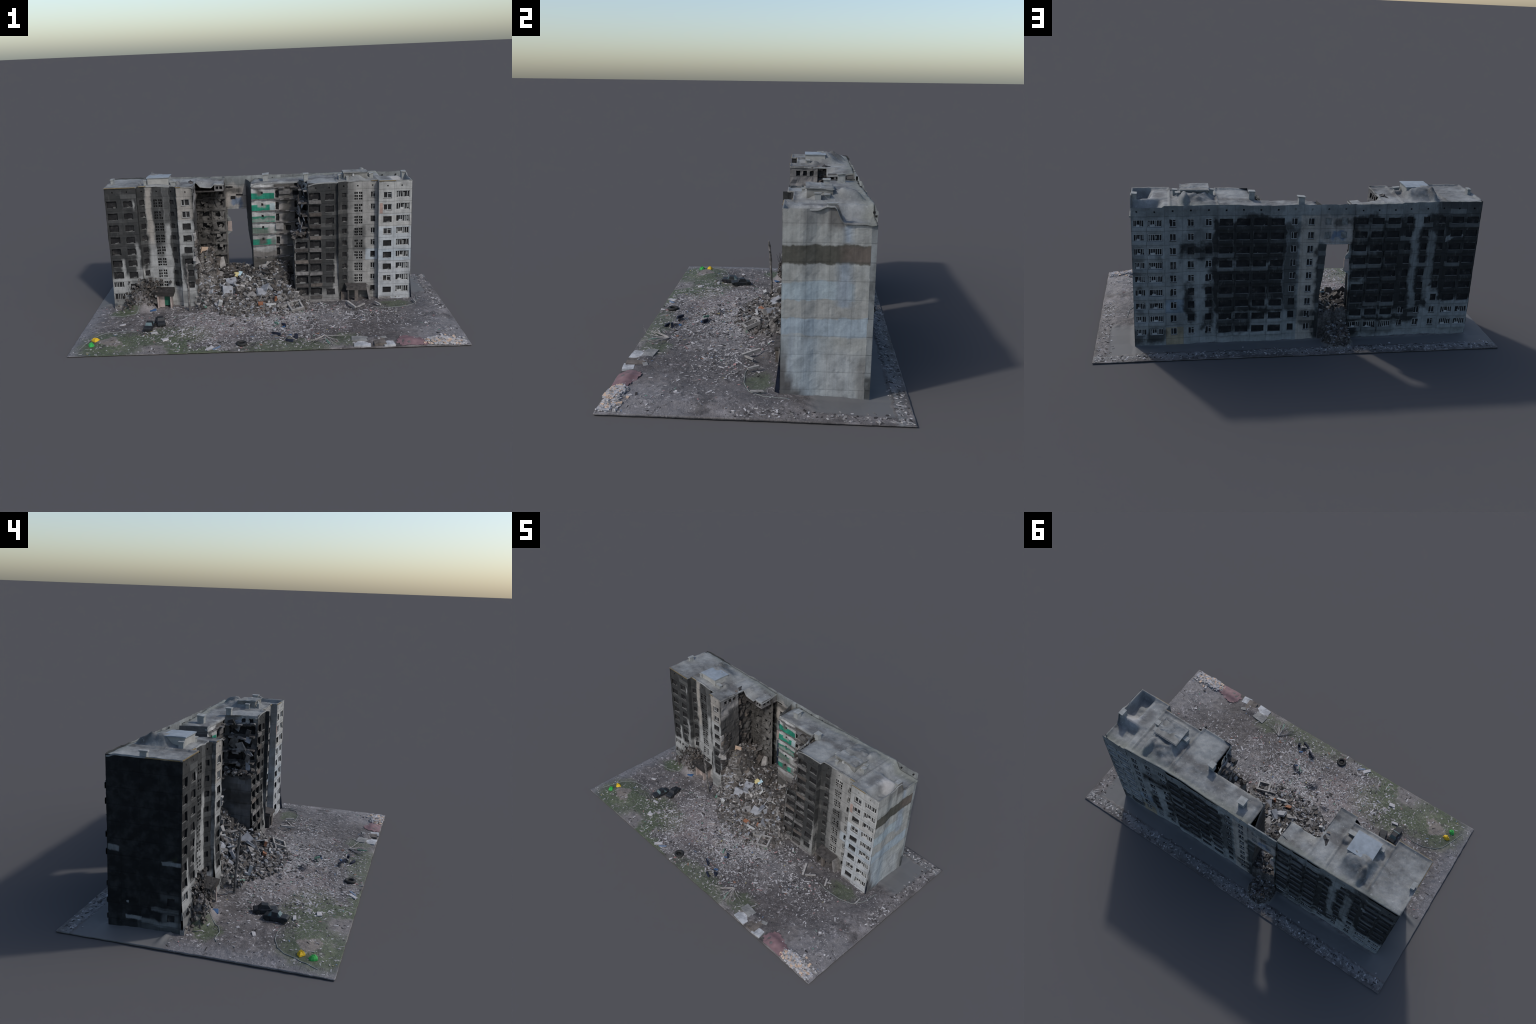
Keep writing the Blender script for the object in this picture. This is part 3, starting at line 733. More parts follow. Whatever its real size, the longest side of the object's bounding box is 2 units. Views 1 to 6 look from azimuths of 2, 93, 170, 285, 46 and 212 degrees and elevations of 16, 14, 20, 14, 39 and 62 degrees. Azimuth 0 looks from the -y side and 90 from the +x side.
# ------------------------------------------------------------------ end walls
side("end_wall", -0.888, YF_L - 0.003, 0.386, 0.0, 0.722, m_end_l, seed=30, wob=0.002,
     holes=[(0.10, 0.13, ROW[1] - 0.014, ROW[1] + 0.016, 0.004), (0.10, 0.13, ROW[0] - 0.014, ROW[0] + 0.014, 0.004)])
NOTCH = lambda y: 0.713 + 0.013 * float(sm(y, 0.2, 0.24)) * float(sm(y, 0.30, 0.275)) - 0.057 * float(sm(y, 0.272, 0.30) * sm(y, 0.396, 0.386)) + 0.004 * float(fbm(y, 0, 40, 2, 5))
side("end_wall", 0.811, YW_R, 0.392, 0.0, 0.70, m_end_r, n=1, seed=31, wob=0.0010, step=0.012, bow=lambda y: 0.010 * float(sm(y, 0.215, 0.15)), ztop=NOTCH)

# ------------------------------------------------------------------ rear wall with the see-through hole
YB = 0.389
bays_r = [-0.031 + 0.0815 * i for i in range(9)]


def rear_holes(xs, w=0.030, h=0.036, rows=range(9), depth=0.008, dz=0.0):
    out = []
    for x in xs:
        for k in rows:
            out.append((x - w / 2, x + w / 2, ROW[k] - h / 2 + dz, ROW[k] + h / 2 + dz, depth))
    return out


SM_R, LG_R = [-0.031, 0.050, 0.457, 0.540, 0.623], [0.132, 0.214, 0.295, 0.376]
BAYS = [0.132, 0.214, 0.295, 0.376, -0.280, -0.360, -0.441, -0.768, -0.846]


def yr(x):
    """rear wall with its loggia stacks standing slightly proud"""
    return yb(x) + 0.007 * max(float(sm(abs(x - c), 0.042, 0.036)) for c in BAYS)


REAR = dict(bow=yr, rag=0.0012)
wb1 = wall("rear_wall", (0, 0, 0), PX, (0, 1, 0), -0.075, 0.662, 0.0, 0.706, m_back,
           rear_holes(SM_R, depth=0.004) + rear_holes(LG_R, 0.062, 0.034, depth=0.004) + vents([0.05, -0.031, 0.132, 0.214, 0.295, 0.376, 0.457, 0.54, 0.623], 0.685), seed=40,
           ztop=lambda u: 0.7125 - 0.002 * float(sm(u, 0.0, 0.2)) + 0.005 * float(fbm(u, 1, 50, 3, 2)), **REAR)
wb2 = wall("rear_wall", (0, 0, 0), PX, (0, 1, 0), 0.662, 0.811, 0.0, 0.704, m_back, rear_holes([0.778], 0.045, 0.034, depth=0.006) + rear_holes([0.705], 0.066, 0.036, depth=0.006) + vents([0.705, 0.785], 0.685), seed=41,
           ztop=lambda u: 0.704 + 0.006 * float(fbm(u, 1, 50, 3, 2)), **REAR)
mb = MB()
mb.sheet(lambda t, z: (0.811, 0.39 + 0.022 * t, z), [0, 1], [0.0, 0.25, 0.5, 0.66])
mb.make("rear_corner", building, m_back)
SM_L, LG_L, WD_L = [-0.523, -0.608, -0.690], [-0.280, -0.360, -0.441], [-0.768, -0.846]
wb3 = wall("rear_wall", (0, 0, 0), PX, (0, 1, 0), -0.888, -0.238, 0.0, 0.722, m_back,
           rear_holes(SM_L, depth=0.004) + rear_holes(LG_L + WD_L, 0.060, 0.034, depth=0.004) + vents([-0.28, -0.36, -0.441, -0.523, -0.608, -0.69, -0.768, -0.846], 0.688), seed=42,
           ztop=lambda u: 0.7225 - 0.010 * float(sm(u, -0.7, -0.3)) + 0.005 * float(fbm(u, 1, 50, 3, 2)), **REAR)
for x in SM_R + SM_L:
    for k in range(9):
        burnt = x < -0.1 and k > 1 or (0.4 < x < 0.56 and k in (1, 2, 3, 6)) or (x == 0.05 and k < 3)
        window("burnt" if burnt else "sash", wb1 if x > -0.1 else wb3, x, yb(x) - 0.0025, ROW[k], 0.030, 0.036, True)
for x in LG_R + LG_L + WD_L + [0.705, 0.778]:
    for k in range(9):
        clean = x > 0.6 or (x < -0.7 and k < 2) or (k == 0 and x < 0)
        par = wb2 if x > 0.6 else (wb1 if x > 0 else wb3)
        window("glazing" if clean else "burnt", par, x, yr(x) - 0.002, ROW[k], 0.060 if x != 0.778 else 0.045, 0.034, True)
# balcony parapets standing proud of the rear wall
mpar = {}
for x, w in [(x, 0.076) for x in LG_R + LG_L + WD_L] + [(0.702, 0.078), (0.776, 0.066)]:
    for k in range(9):
        if x < 0.6 and rng.random() < (0.28 if k > 1 else 0.05):
            continue
        y0 = yr(x)
        mb = MB()
        zc = ROW[k] - 0.031
        sag = rng.uniform(-0.003, 0.002) if x < 0.6 else 0
        us = [x - w / 2 + w * i / 8 for i in range(9)]
        bow = lambda u: 0.0030 * (1 - (2 * (u - x) / w) ** 2) + 0.002 + (yb(u) - y0 if x > 0.6 else 0)
        mb.sheet(lambda u, v: (u, y0 + bow(u) * (0.55 + 0.45 * math.cos(v * 1.5)), zc + 0.0125 * v + sag * (u - x) / w * 4), us, [-1, -0.5, 0, 0.5, 1])
        mb.sheet(lambda u, v: (u, y0 - 0.002 + (bow(u) * 0.585 + 0.002) * v, zc + 0.0125 + sag * (u - x) / w * 4), us, [0, 1])
        mb.sheet(lambda u, v: (u, y0 - 0.002 + (bow(u) * 0.585 + 0.002) * v, zc - 0.0125 + sag * (u - x) / w * 4), us, [0, 1])
        mb.make("rear_balcony_parapet", wb2 if x > 0.6 else (wb1 if x > 0 else wb3), m_back)

# the strip of rear wall that bridges the breach
def hole_l(z):
    pts = [(0.0, -0.235), (0.17, -0.235), (0.36, -0.229), (0.372, -0.204), (0.455, -0.209), (0.472, -0.225), (0.512, -0.224), (0.52, -0.12)]
    return float(np.interp(z, [p[0] for p in pts], [p[1] for p in pts])) + 0.003 * float(fbm(z, 0, 90, 2, 4))


def hole_r(z):
    pts = [(0.0, -0.092), (0.13, -0.09), (0.25, -0.089), (0.30, -0.095), (0.37, -0.105), (0.46, -0.109), (0.51, -0.111)]
    return float(np.interp(z, [p[0] for p in pts], [p[1] for p in pts])) + 0.003 * float(fbm(z, 0, 90, 2, 8))


mb = MB()
zs = [0.0 + 0.0085 * i for i in range(61)]
YG = 0.398
for side_y, d in ((YG, 0), (YG - 0.008, 1)):
    mb.sheet(lambda t, z: (-0.2385 + (hole_l(z) + 0.2385) * t, side_y, z), [0, 0.5, 1], zs)
    mb.sheet(lambda t, z: (hole_r(z) + (-0.0745 - hole_r(z)) * t, side_y, z), [0, 0.5, 1], zs)
mb.sheet(lambda t, z: (hole_l(z), YG - 0.008 + 0.008 * t, z), [0, 1], zs)
mb.sheet(lambda t, z: (hole_r(z), YG - 0.008 + 0.008 * t, z), [0, 1], zs)
weld(mb.make("breach_edge", building, m_back))
wb4 = wall("rear_wall", (0, YG, 0), PX, (0, 1, 0), -0.2385, -0.0745, 0.513, 0.708, m_back,
           rear_holes([-0.112, -0.194], 0.03, 0.034, rows=(7, 8), depth=0.003) + vents([-0.112, -0.194], 0.687), rag=0.002, seed=43,
           inner=m_curtain, ztop=lambda u: 0.7125 + 0.005 * float(fbm(u, 1, 50, 3, 2)))  # window backs on this strip are a pale grey instead of the dark tone used elsewhere
wall("rear_wall", (0, YG - 0.008, 0), PX, NF, -0.2385, -0.0745, 0.513, 0.711, m_back,
     [(-0.232, -0.19, 0.640, 0.652, 0.003), (-0.17, -0.13, 0.594, 0.603, 0.003), (-0.205, -0.175, 0.57, 0.592, 0.003)], rag=0.004, seed=44)
mb = MB()
mb.sheet(lambda u, t: (u, YG - 0.008 + 0.008 * t, 0.513 + 0.003 * float(fbm(u, 0, 80, 2, 9))), [-0.2385 + 0.0164 * i for i in range(11)], [0, 1])
mb.sheet(lambda u, t: (u, YG - 0.008 + 0.008 * t, 0.710), [-0.2385 + 0.0164 * i for i in range(11)], [0, 1])
mb.make("breach_lintel", building, m_back)
mb = MB()
mb.box((-0.2165, YG - 0.004, 0.405), (0.024, 0.012, 0.062), rot=Euler((0, 0.05, 0)), jit=0.15)
mb.make("hanging_panel", building, m_pinkish)

# ------------------------------------------------------------------ broken sections facing the breach
# left: charred room wall, cross wall, torn floors and overhanging attic slab
YV = 0.354
void_holes = []
for k in range(3, 9):
    void_holes += [(-0.298, -0.252, ROW[k] - 0.016, ROW[k] + 0.018, 0.016)]
    if k > 4:
        void_holes += [(-0.376, -0.338, ROW[k] - 0.014, ROW[k] + 0.018, 0.016)]
wv = wall("room_wall", (0, YV, 0), PX, NF, -0.455, -0.234, 0.0, 0.70, m_void, void_holes, rag=0.007, wob=0.007, step=0.014, seed=50)
mb = MB()
for x in (-0.404, -0.318, -0.238):
    mb.tube([(x + 0.004 * float(fbm(z, x, 30, 2, 1)), YV - 0.004, z) for z in np.linspace(0.05, 0.68, 24)], [0.007] * 24, 4)
for k in range(2, 10):
    zf = ROW[0] - 0.036 + FLOOR * k
    w = [-0.42, -0.37, -0.33, -0.28, -0.236]
    for a, b in zip(w, w[1:]):
        dpt = rng.uniform(0.008, 0.022)
        mb.box(((a + b) / 2, YV - dpt / 2, zf + rng.uniform(-0.004, 0.004)), (b - a + 0.002, dpt, rng.uniform(0.008, 0.016)), rot=Euler((rng.uniform(-0.2, 0.2), rng.uniform(-0.1, 0.1), 0)), jit=0.2)
for i in range(70):
    x, z = rng.uniform(-0.41, -0.245), rng.uniform(0.2, 0.65)
    a = rng.uniform(0.008, 0.026)
    mb.box((x, YV - rng.uniform(0.0, 0.016) * (1.5 if z < 0.4 else 1), z), (a, 0.006, a * rng.uniform(0.6, 1.8)), rot=Euler((rng.uniform(-0.6, 0.6), rng.uniform(-0.6, 0.6), rng.uniform(-0.5, 0.5))), jit=0.35)
mb.make("torn_floor_edge", building, m_void)
side("cross_wall", -0.397, YF_L, 0.215, 0.0, 0.714, m_side, n=1, seed=51, rag=0.003, wob=0.004,
     holes=[(0.105, 0.125, 0.664, 0.690, 0.012), (0.140, 0.160, 0.664, 0.690, 0.012), (0.175, 0.195, 0.664, 0.690, 0.012)])
side("cross_wall", -0.428, 0.20, YV, 0.0, 0.700, m_side, n=1, seed=52, wob=0.01, step=0.015)
mb = MB()
for k in range(1, 10):                                   # floor stubs torn off behind the cross wall
    zf = ROW[0] - 0.036 + FLOOR * k
    n = 10
    for i in range(n):
        y = 0.205 + (YV - 0.205) * (i + 0.5) / n
        r = 0.006 + 0.022 * rng.random() ** 2
        mb.box((-0.430 + r / 2, y, zf + rng.uniform(-0.004, 0.003)), (r, (YV - 0.205) / n * 1.05, 0.009), rot=Euler((rng.uniform(-0.1, 0.1), rng.uniform(-0.1, 0.25), 0)), jit=0.2)
    for i in range(3):
        y = rng.uniform(0.22, 0.33)
        mb.box((-0.421 + rng.uniform(-0.01, 0.012), y, zf + rng.uniform(0.012, 0.045)), (rng.uniform(0.01, 0.03), rng.uniform(0.01, 0.035), rng.uniform(0.015, 0.04)), rot=Euler((rng.uniform(-0.5, 0.5), rng.uniform(-0.5, 0.5), rng.uniform(0, 3))), jit=0.35, m=rng.choice((0, 1, 0)))
mb.make("torn_floor", building, [m_chunks[2], m_chunks[3], m_chunks[0]])
mb = MB()                                                # debris clinging to the edge of the left tower
for z, s, m in ((0.445, 0.022, 1), (0.425, 0.020, 1), (0.405, 0.022, 3), (0.385, 0.018, 3), (0.36, 0.018, 0), (0.338, 0.022, 0), (0.30, 0.024, 1), (0.27, 0.026, 1), (0.245, 0.018, 2), (0.21, 0.02, 2), (0.17, 0.024, 3), (0.14, 0.026, 0), (0.10, 0.026, 3)):
    for q in range(3):
        mb.box((-0.399 + rng.uniform(-0.003, 0.005), 0.078 + q * 0.028 + rng.uniform(-0.006, 0.01), z + rng.uniform(-0.01, 0.01)), (s * 0.7, s * 1.1, s), rot=Euler((rng.uniform(-0.4, 0.4), rng.uniform(-0.4, 0.4), rng.uniform(-0.4, 0.4))), m=m if q == 0 else 2, jit=0.3)
mb.make("clinging_debris", building, m_chunks)
# attic slab that still overhangs
wall("attic_wall", (0, 0.262, 0), PX, NF, -0.288, -0.2355, 0.652, 0.688, m_side, [(-0.281, -0.265, 0.660, 0.678, 0.014), (-0.259, -0.243, 0.660, 0.678, 0.014)], seed=53, rag=0.002)
side("attic_wall", -0.2355, 0.262, 0.3885, 0.652, 0.700, m_side, n=1, seed=54, rag=0.002, holes=[(0.275, 0.293, 0.662, 0.682, 0.012), (0.305, 0.323, 0.662, 0.682, 0.012), (0.335, 0.352, 0.664, 0.684, 0.012)])
mb = MB()
mb.span(-0.42, -0.236, 0.264, 0.386, 0.646, 0.652)
mb.make("attic_floor", building, m_chunks[2])

# right: painted room wall, end face, torn cross wall of the front stack
YM = 0.256
mid_holes = [(0.064, 0.083, ROW[k] - 0.030, ROW[k] + 0.014, 0.010) for k in (3, 4, 6, 7, 8)] + [(-0.02, -0.008, ROW[k] - 0.006, ROW[k] + 0.010, 0.005) for k in (4, 5, 6, 7, 8)] + \
            [(0.175, 0.198, 0.665, 0.685, 0.014), (0.205, 0.228, 0.665, 0.685, 0.014), (0.12, 0.15, ROW[5] - 0.02, ROW[5] + 0.012, 0.014), (0.175, 0.235, ROW[5], ROW[5] + 0.03, 0.02), (0.175, 0.235, ROW[6] - 0.02, ROW[6] + 0.02, 0.02), (0.175, 0.235, ROW[7] - 0.02, ROW[7] + 0.02, 0.02), (0.165, 0.2, ROW[8] - 0.02, ROW[8] + 0.01, 0.02)]
wall("room_wall", (0, YM, 0), PX, NF, -0.0765, 0.250, 0.0, 0.686, m_inner, mid_holes, rag=0.003, wob=0.003, step=0.014, seed=60)
mb = MB()
for k in range(3, 10):                                   # torn floor edges in front of the painted rooms
    zf = ROW[0] - 0.036 + FLOOR * k
    x = -0.076
    while x < 0.17:
        w = rng.uniform(0.012, 0.035)
        d = rng.uniform(0.003, 0.012) if x < 0.07 else rng.uniform(0.006, 0.03)
        mb.box((x + w / 2, YM - d / 2, zf + rng.uniform(-0.0015, 0.0015)), (w, d, rng.uniform(0.004, 0.007)), jit=0.15, m=0 if x < 0.08 else rng.choice((0, 1)))
        x += w
mb.make("torn_floor_edge", building, [m_chunks[0], m_chunks[2]])
mb = MB()
us = [0, 0.1, 0.2, 0.35, 0.5, 0.65, 0.8, 0.9, 1.0]
zs = list(np.linspace(0.0, 0.699, 50))
mb.sheet(lambda t, z: (-0.0765 + (min(hole_r(min(z, 0.505)), -0.088) + 0.0765) * t ** 1.2 + 0.010 * float(fbm(t * 0.15, z, 45, 3, 6)) * math.sin(t * math.pi), YM + (YG - 0.006 - YM) * t, z - (0.006 if z > 0.69 else 0)), us, zs)
weld(mb.make("torn_end_wall", building, m_side_r, smooth=False))
side("cross_wall", 0.160, YF_R, YM, 0.0, 0.392, m_side_r, seed=61, wob=0.004)
wall("cross_wall", (0.247, 0, 0), (0, 1, 0), (-1, 0, 0), YF_R, YM, 0.385, 0.706, m_side_r, seed=62, wob=0.008, rag=0.006, step=0.012,
     bow=lambda y: 0.28 * (y - YF_R) if y < 0.25 else 0.047,
     holes=[(0.11, 0.13, 0.668, 0.690, 0.008), (0.15, 0.17, 0.668, 0.690, 0.008)] + [(0.10 + 0.02 * (k % 2), 0.235, ROW[k] - 0.022, ROW[k] + 0.020, 0.014) for k in (5, 6, 7, 8)])
mb = MB()
for k in (5, 6, 7, 8, 9):                                # hanging sheets and floor stubs on the torn side
    zf = ROW[0] - 0.036 + FLOOR * k
    for i in range(7):
        y = 0.10 + 0.15 * (i + 0.5) / 7
        r = rng.uniform(0.008, 0.04)
        mb.box((0.250 - 0.28 * (y - YF_R) - r / 2, y, zf + rng.uniform(-0.006, 0.004)), (r, 0.024, 0.008), rot=Euler((rng.uniform(-0.15, 0.15), rng.uniform(-0.4, 0.1), 0)), jit=0.25, m=rng.choice((2, 2, 0)))
    for i in range(4):
        mb.box((0.222 + rng.uniform(-0.035, 0.012), rng.uniform(0.11, 0.24), zf - rng.uniform(0.0, 0.05)), (0.004, rng.uniform(0.02, 0.045), rng.uniform(0.03, 0.06)), rot=Euler((rng.uniform(-0.5, 0.5), rng.uniform(-0.5, 0.3), rng.uniform(-0.5, 0.5))), jit=0.3, m=rng.choice((4, 4, 2, 0)))
for i in range(70):                                      # debris on top of the lower stack
    x, y = rng.uniform(0.155, 0.25), rng.uniform(0.09, 0.25)
    s = rng.uniform(0.008, 0.022)
    mb.box((x, y, 0.392 + rng.uniform(0, 0.02) + 0.02 * (x - 0.15) / 0.1), (s, s * rng.uniform(0.6, 1.8), s * rng.uniform(0.4, 1)), rot=Euler((rng.uniform(-0.6, 0.6), rng.uniform(-0.6, 0.6), rng.uniform(0, 3))), jit=0.35, m=rng.choice((0, 2, 3, 1, 2)))
mb.span(0.161, 0.248, YF_R + 0.004, YM, 0.378, 0.390, m=2)
mb.make("hanging_debris", building, m_chunks)
mb = MB()
mb.box((0.085, YM - 0.012, 0.432), (0.045, 0.006, 0.036), rot=Euler((0.1, 0.05, 0.0)), jit=0.06)
mb.make("hanging_panel", building, m_chunks[1])
mb = MB()
mb.box((0.118, YM - 0.006, 0.637), (0.062, 0.008, 0.030), jit=0.05)
mb.make("hanging_panel", building, m_chunks[0])

# ------------------------------------------------------------------ roofs
OV = 0.002                                               # roof edge overhang
RL = [(-0.888 - OV, -0.711 + OV, YF_L - OV, YB, 0), (-0.711 + OV, -0.488 - OV, YR_L - OV, YB, 0), (-0.488 - OV, -0.397 + OV, YF_L - OV, YB, 0), (-0.397 + OV, -0.2355 + OV, 0.262 - OV, YB, 0)]
RR = [(-0.0765 - OV, 0.247 - OV, YM - OV, YB, 0), (0.247 - OV, 0.411 + OV, YF_R - OV, YB, 0), (0.411 + OV, 0.637 - OV, YR_R - OV, YB, 0), (0.637 - OV, 0.816 + OV, YW_R - OV, YB, 0)]


def roof(name, rects, zfun, thick):
    xs = cuts(min(r[0] for r in rects), max(r[1] for r in rects), [r[0] for r in rects] + [r[1] for r in rects], 0.0065)
    ys = cuts(min(r[2] for r in rects), max(r[3] for r in rects), [r[2] for r in rects] + [r[3] for r in rects], 0.0065)
    inside = lambda x, y: any(r[0] < x < r[1] and r[2] < y < r[3] for r in rects)
    mb, vid = MB(), {}
    cells = {(i, j) for i in range(len(xs) - 1) for j in range(len(ys) - 1) if inside((xs[i] + xs[i + 1]) / 2, (ys[j] + ys[j + 1]) / 2)}
    edge_x, edge_y = {}, {}

    def V(i, j):
        if (i, j) not in vid:
            vid[(i, j)] = len(mb.v)
            x, y = xs[i], ys[j]
            mb.v.append((x, y + (yb(x) - 0.0015 - YB) * float(sm(y, 0.33, YB)), zfun(x, y, border(x, y))))
        return vid[(i, j)]

    def border(x, y):
        d = 1.0
        for a in range(16):
            t = math.tau * a / 16
            for r in (0.003, 0.008, 0.014, 0.02):
                if not inside(x + r * math.cos(t), y + r * math.sin(t)):
                    d = min(d, r)
                    break
        return d

    for (i, j) in sorted(cells):
        mb.f.append((V(i, j), V(i + 1, j), V(i + 1, j + 1), V(i, j + 1)))
        mb.m.append(0)
    for (i, j) in sorted(cells):
        for di, dj, a, b in ((-1, 0, (i, j + 1), (i, j)), (1, 0, (i + 1, j), (i + 1, j + 1)), (0, -1, (i, j), (i + 1, j)), (0, 1, (i + 1, j + 1), (i, j + 1))):
            if (i + di, j + dj) not in cells:
                pa, pb = mb.v[vid[a]], mb.v[vid[b]]
                k = len(mb.v)
                mb.v += [(pa[0], pa[1], pa[2] - thick), (pb[0], pb[1], pb[2] - thick)]
                mb.f.append((vid[a], k, k + 1, vid[b]))
                mb.m.append(0)
    return mb.make(name, building, [m_roof], smooth=True)


def bump2(x, y, cx, cy, rx, ry):
    return float(sm(1 - math.hypot((x - cx) / rx, (y - cy) / ry), 0.0, 0.55))


def z_left(x, y, d):
    z = 0.7185 - 0.009 * float(sm(x, -0.75, -0.45)) - 0.018 * float(sm(x, -0.42, -0.24)) + 0.010 * float(sm(y, 0.30, 0.386)) * float(sm(x, -0.45, -0.25))
    z += 0.0085 * float(sm(d, 0.014, 0.003)) * float(sm(y, 0.38, 0.35)) * float(sm(x, -0.37, -0.42))
    z += 0.006 * float(fbm(x, y, 22, 3, 11)) + 0.004 * float(fbm(x, y, 80, 2, 12)) * float(sm(d, 0.002, 0.012))
    z += 0.034 * float(sm(y, 0.36, 0.262) * sm(y, 0.20, 0.24) * sm(x, -0.70, -0.65) * sm(x, -0.52, -0.55)) * (1 + 0.5 * float(fbm(x, y, 35, 3, 14)))
    z += 0.012 * bump2(x, y, -0.60, 0.22, 0.10, 0.14)
    z += 0.026 * bump2(x, y, -0.652, 0.322, 0.022, 0.055) + 0.014 * bump2(x, y, -0.505, 0.20, 0.03, 0.03)
    z -= 0.022 * float(sm(x, -0.40, -0.37) * sm(x, -0.285, -0.31) * sm(y, 0.31, 0.262))
    return z


def z_right(x, y, d):
    z = 0.692 + 0.012 * float(sm(x, 0.15, 0.35)) + 0.008 * float(sm(y, 0.37, 0.389)) * float(sm(x, 0, 0.3))
    z += 0.008 * float(sm(d, 0.014, 0.003)) * float(sm(x, 0.24, 0.28)) * float(sm(y, 0.385, 0.36))
    z -= 0.012 * float(sm(x, -0.05, -0.077)) + 0.004 * float(sm(y, 0.262, 0.254)) * float(sm(x, 0.25, 0.2))
    z += 0.007 * float(fbm(x, y, 22, 3, 21)) + 0.005 * float(fbm(x, y, 80, 2, 22)) * float(sm(d, 0.002, 0.012))
    lump = 1 + 0.9 * float(fbm(x, y, 30, 3, 24))
    z += 0.030 * bump2(x, y, 0.52, 0.235, 0.105, 0.125) * lump + 0.012 * bump2(x, y, 0.50, 0.33, 0.1, 0.06) * lump + 0.030 * bump2(x, y, 0.572, 0.325, 0.024, 0.055)
    z -= 0.052 * float(sm(x, 0.715, 0.755) * sm(x, 0.809, 0.800) * sm(y, 0.089, 0.10) * sm(y, 0.265, 0.20))
    z -= 0.046 * float(sm(x, 0.660, 0.705) * sm(y, 0.258, 0.30))
    z += 0.014 * float(sm(x, 0.785, 0.80) * sm(y, 0.20, 0.24) * sm(y, 0.285, 0.265))
    z += 0.010 * float(fbm(x, y, 45, 3, 33)) * float(sm(x, 0.66, 0.72) * sm(d, 0.003, 0.014))
    return z


roof("roof", RL, z_left, 0.007)
roof("roof", RR, z_right, 0.007)
mb = MB()                                                # broken roof skirt above the rear wall gap on the right corner
for x0, x1, y, z in ((-0.885, -0.713, YF_L - 0.0035, 0.7235), (-0.709, -0.66, YR_L - 0.0035, 0.7215), (-0.489, -0.46, YF_L - 0.0035, 0.7165), (0.60, 0.64, YR_R - 0.0035, 0.709), (0.64, 0.73, YW_R - 0.0035, 0.7095)):
    mb.box(((x0 + x1) / 2, y, z), (x1 - x0, 0.003, 0.0035))
mb.box((-0.8915, 0.15, 0.7225), (0.003, 0.14, 0.0035))
mb.make("roof_flashing", building, m_ochre)


def machine_room(x0, x1, y0, y1, z0, z1, tin, wallmat, dents=0.003):
    mb = MB()
    mb.span(x0, x1, y0, y1, z0, z1)
    mb.make("machine_room", building, wallmat)
    mb = MB()
    us, vs = np.linspace(x0 - 0.004, x1 + 0.004, 12), np.linspace(y0 - 0.005, y1 + 0.004, 10)
    top = lambda u, v: (u, v, z1 + 0.003 + dents * float(fbm(u, v, 30, 3, 3)) - dents * 0.8 * float(sm(v, y0 + 0.05, y1)))
    mb.sheet(top, us, vs)
    mb.sheet(lambda u, v: (u, v, z1 - 0.002), us, vs)
    for a, b in ((us, [vs[0]]), (us, [vs[-1]])):
        for p, q in zip(us, us[1:]):
            mb.quad(top(p, b[0]), top(q, b[0]), (q, b[0], z1 - 0.002), (p, b[0], z1 - 0.002))
    for u in (us[0], us[-1]):
        for p, q in zip(vs, vs[1:]):
            mb.quad(top(u, p), top(u, q), (u, q, z1 - 0.002), (u, p, z1 - 0.002))
    weld(mb.make("machine_room_roof", building, tin))


machine_room(-0.655, -0.536, 0.152, 0.255, 0.70, 0.760, m_metal, m_pent_l)
machine_room(0.452, 0.584, 0.163, 0.262, 0.69, 0.748, m_roof, plain("sooty_render", (0.22, 0.22, 0.208), 0.7, 25), 0.014)
for x, y, z, w, d, h in ((-0.872, 0.234, 0.72, 0.016, 0.03, 0.025), (-0.670, 0.16, 0.715, 0.016, 0.02, 0.03), (-0.512, 0.165, 0.712, 0.028, 0.018, 0.022), (0.242, 0.246, 0.695, 0.026, 0.026, 0.042),
                         (0.010, 0.318, 0.69, 0.030, 0.034, 0.040), (0.800, 0.254, 0.69, 0.020, 0.03, 0.040), (0.610, 0.205, 0.70, 0.020, 0.022, 0.034), (0.437, 0.20, 0.70, 0.022, 0.02, 0.034), (0.47, 0.150, 0.70, 0.012, 0.012, 0.03), (0.575, 0.24, 0.70, 0.05, 0.02, 0.03)):
    mb = MB()
    mb.box((x, y, z + h / 2 - 0.002), (w, d, h), jit=0.1)
    mb.box((x, y, z + h), (w * 1.3, d * 1.25, 0.005), rot=Euler((rng.uniform(-0.1, 0.1), rng.uniform(-0.1, 0.1), 0)), jit=0.1)
    mb.make("chimney", building, m_vent)
mb = MB()
mb.box((0.505, 0.160, 0.735), (0.010, 0.006, 0.014), jit=0.1)
mb.make("rooftop_dish", building, m_frame)

# ------------------------------------------------------------------ entrance porches
mb = MB()
mb.box((-0.600, 0.066, 0.111), (0.124, 0.075, 0.026), rot=Euler((0.12, 0.03, 0)), jit=0.05, m=2)
mb.span(-0.634, -0.626, 0.035, 0.108, 0.02, 0.10, m=5)
mb.span(-0.560, -0.552, 0.035, 0.108, 0.02, 0.10, m=5)
mb.span(-0.626, -0.596, 0.058, 0.066, 0.02, 0.098, m=5)
mb.span(-0.596, -0.564, 0.064, 0.070, 0.028, 0.090, m=6)
mb.box((-0.66, 0.07, 0.07), (0.055, 0.05, 0.028), rot=Euler((0.1, 0.5, 0.1)), jit=0.2, m=0)
mb.make("entrance_porch", building, m_chunks + [m_pinkish, m_door])
mb = MB()
mb.box((0.512, 0.082, 0.100), (0.118, 0.062, 0.018), rot=Euler((0.10, 0.04, 0)), jit=0.10, m=2)
mb.span(0.500, 0.520, 0.052, 0.066, 0.01, 0.092, m=3)
mb.span(0.460, 0.468, 0.056, 0.113, 0.01, 0.092, m=2)
mb.box((0.582, 0.09, 0.06), (0.012, 0.045, 0.085), rot=Euler((0.0, -0.2, 0)), m=0)
mb.span(0.425, 0.462, 0.085, 0.113, 0.0, 0.065, m=3)
mb.make("entrance_porch", building, m_chunks)
mb = MB()
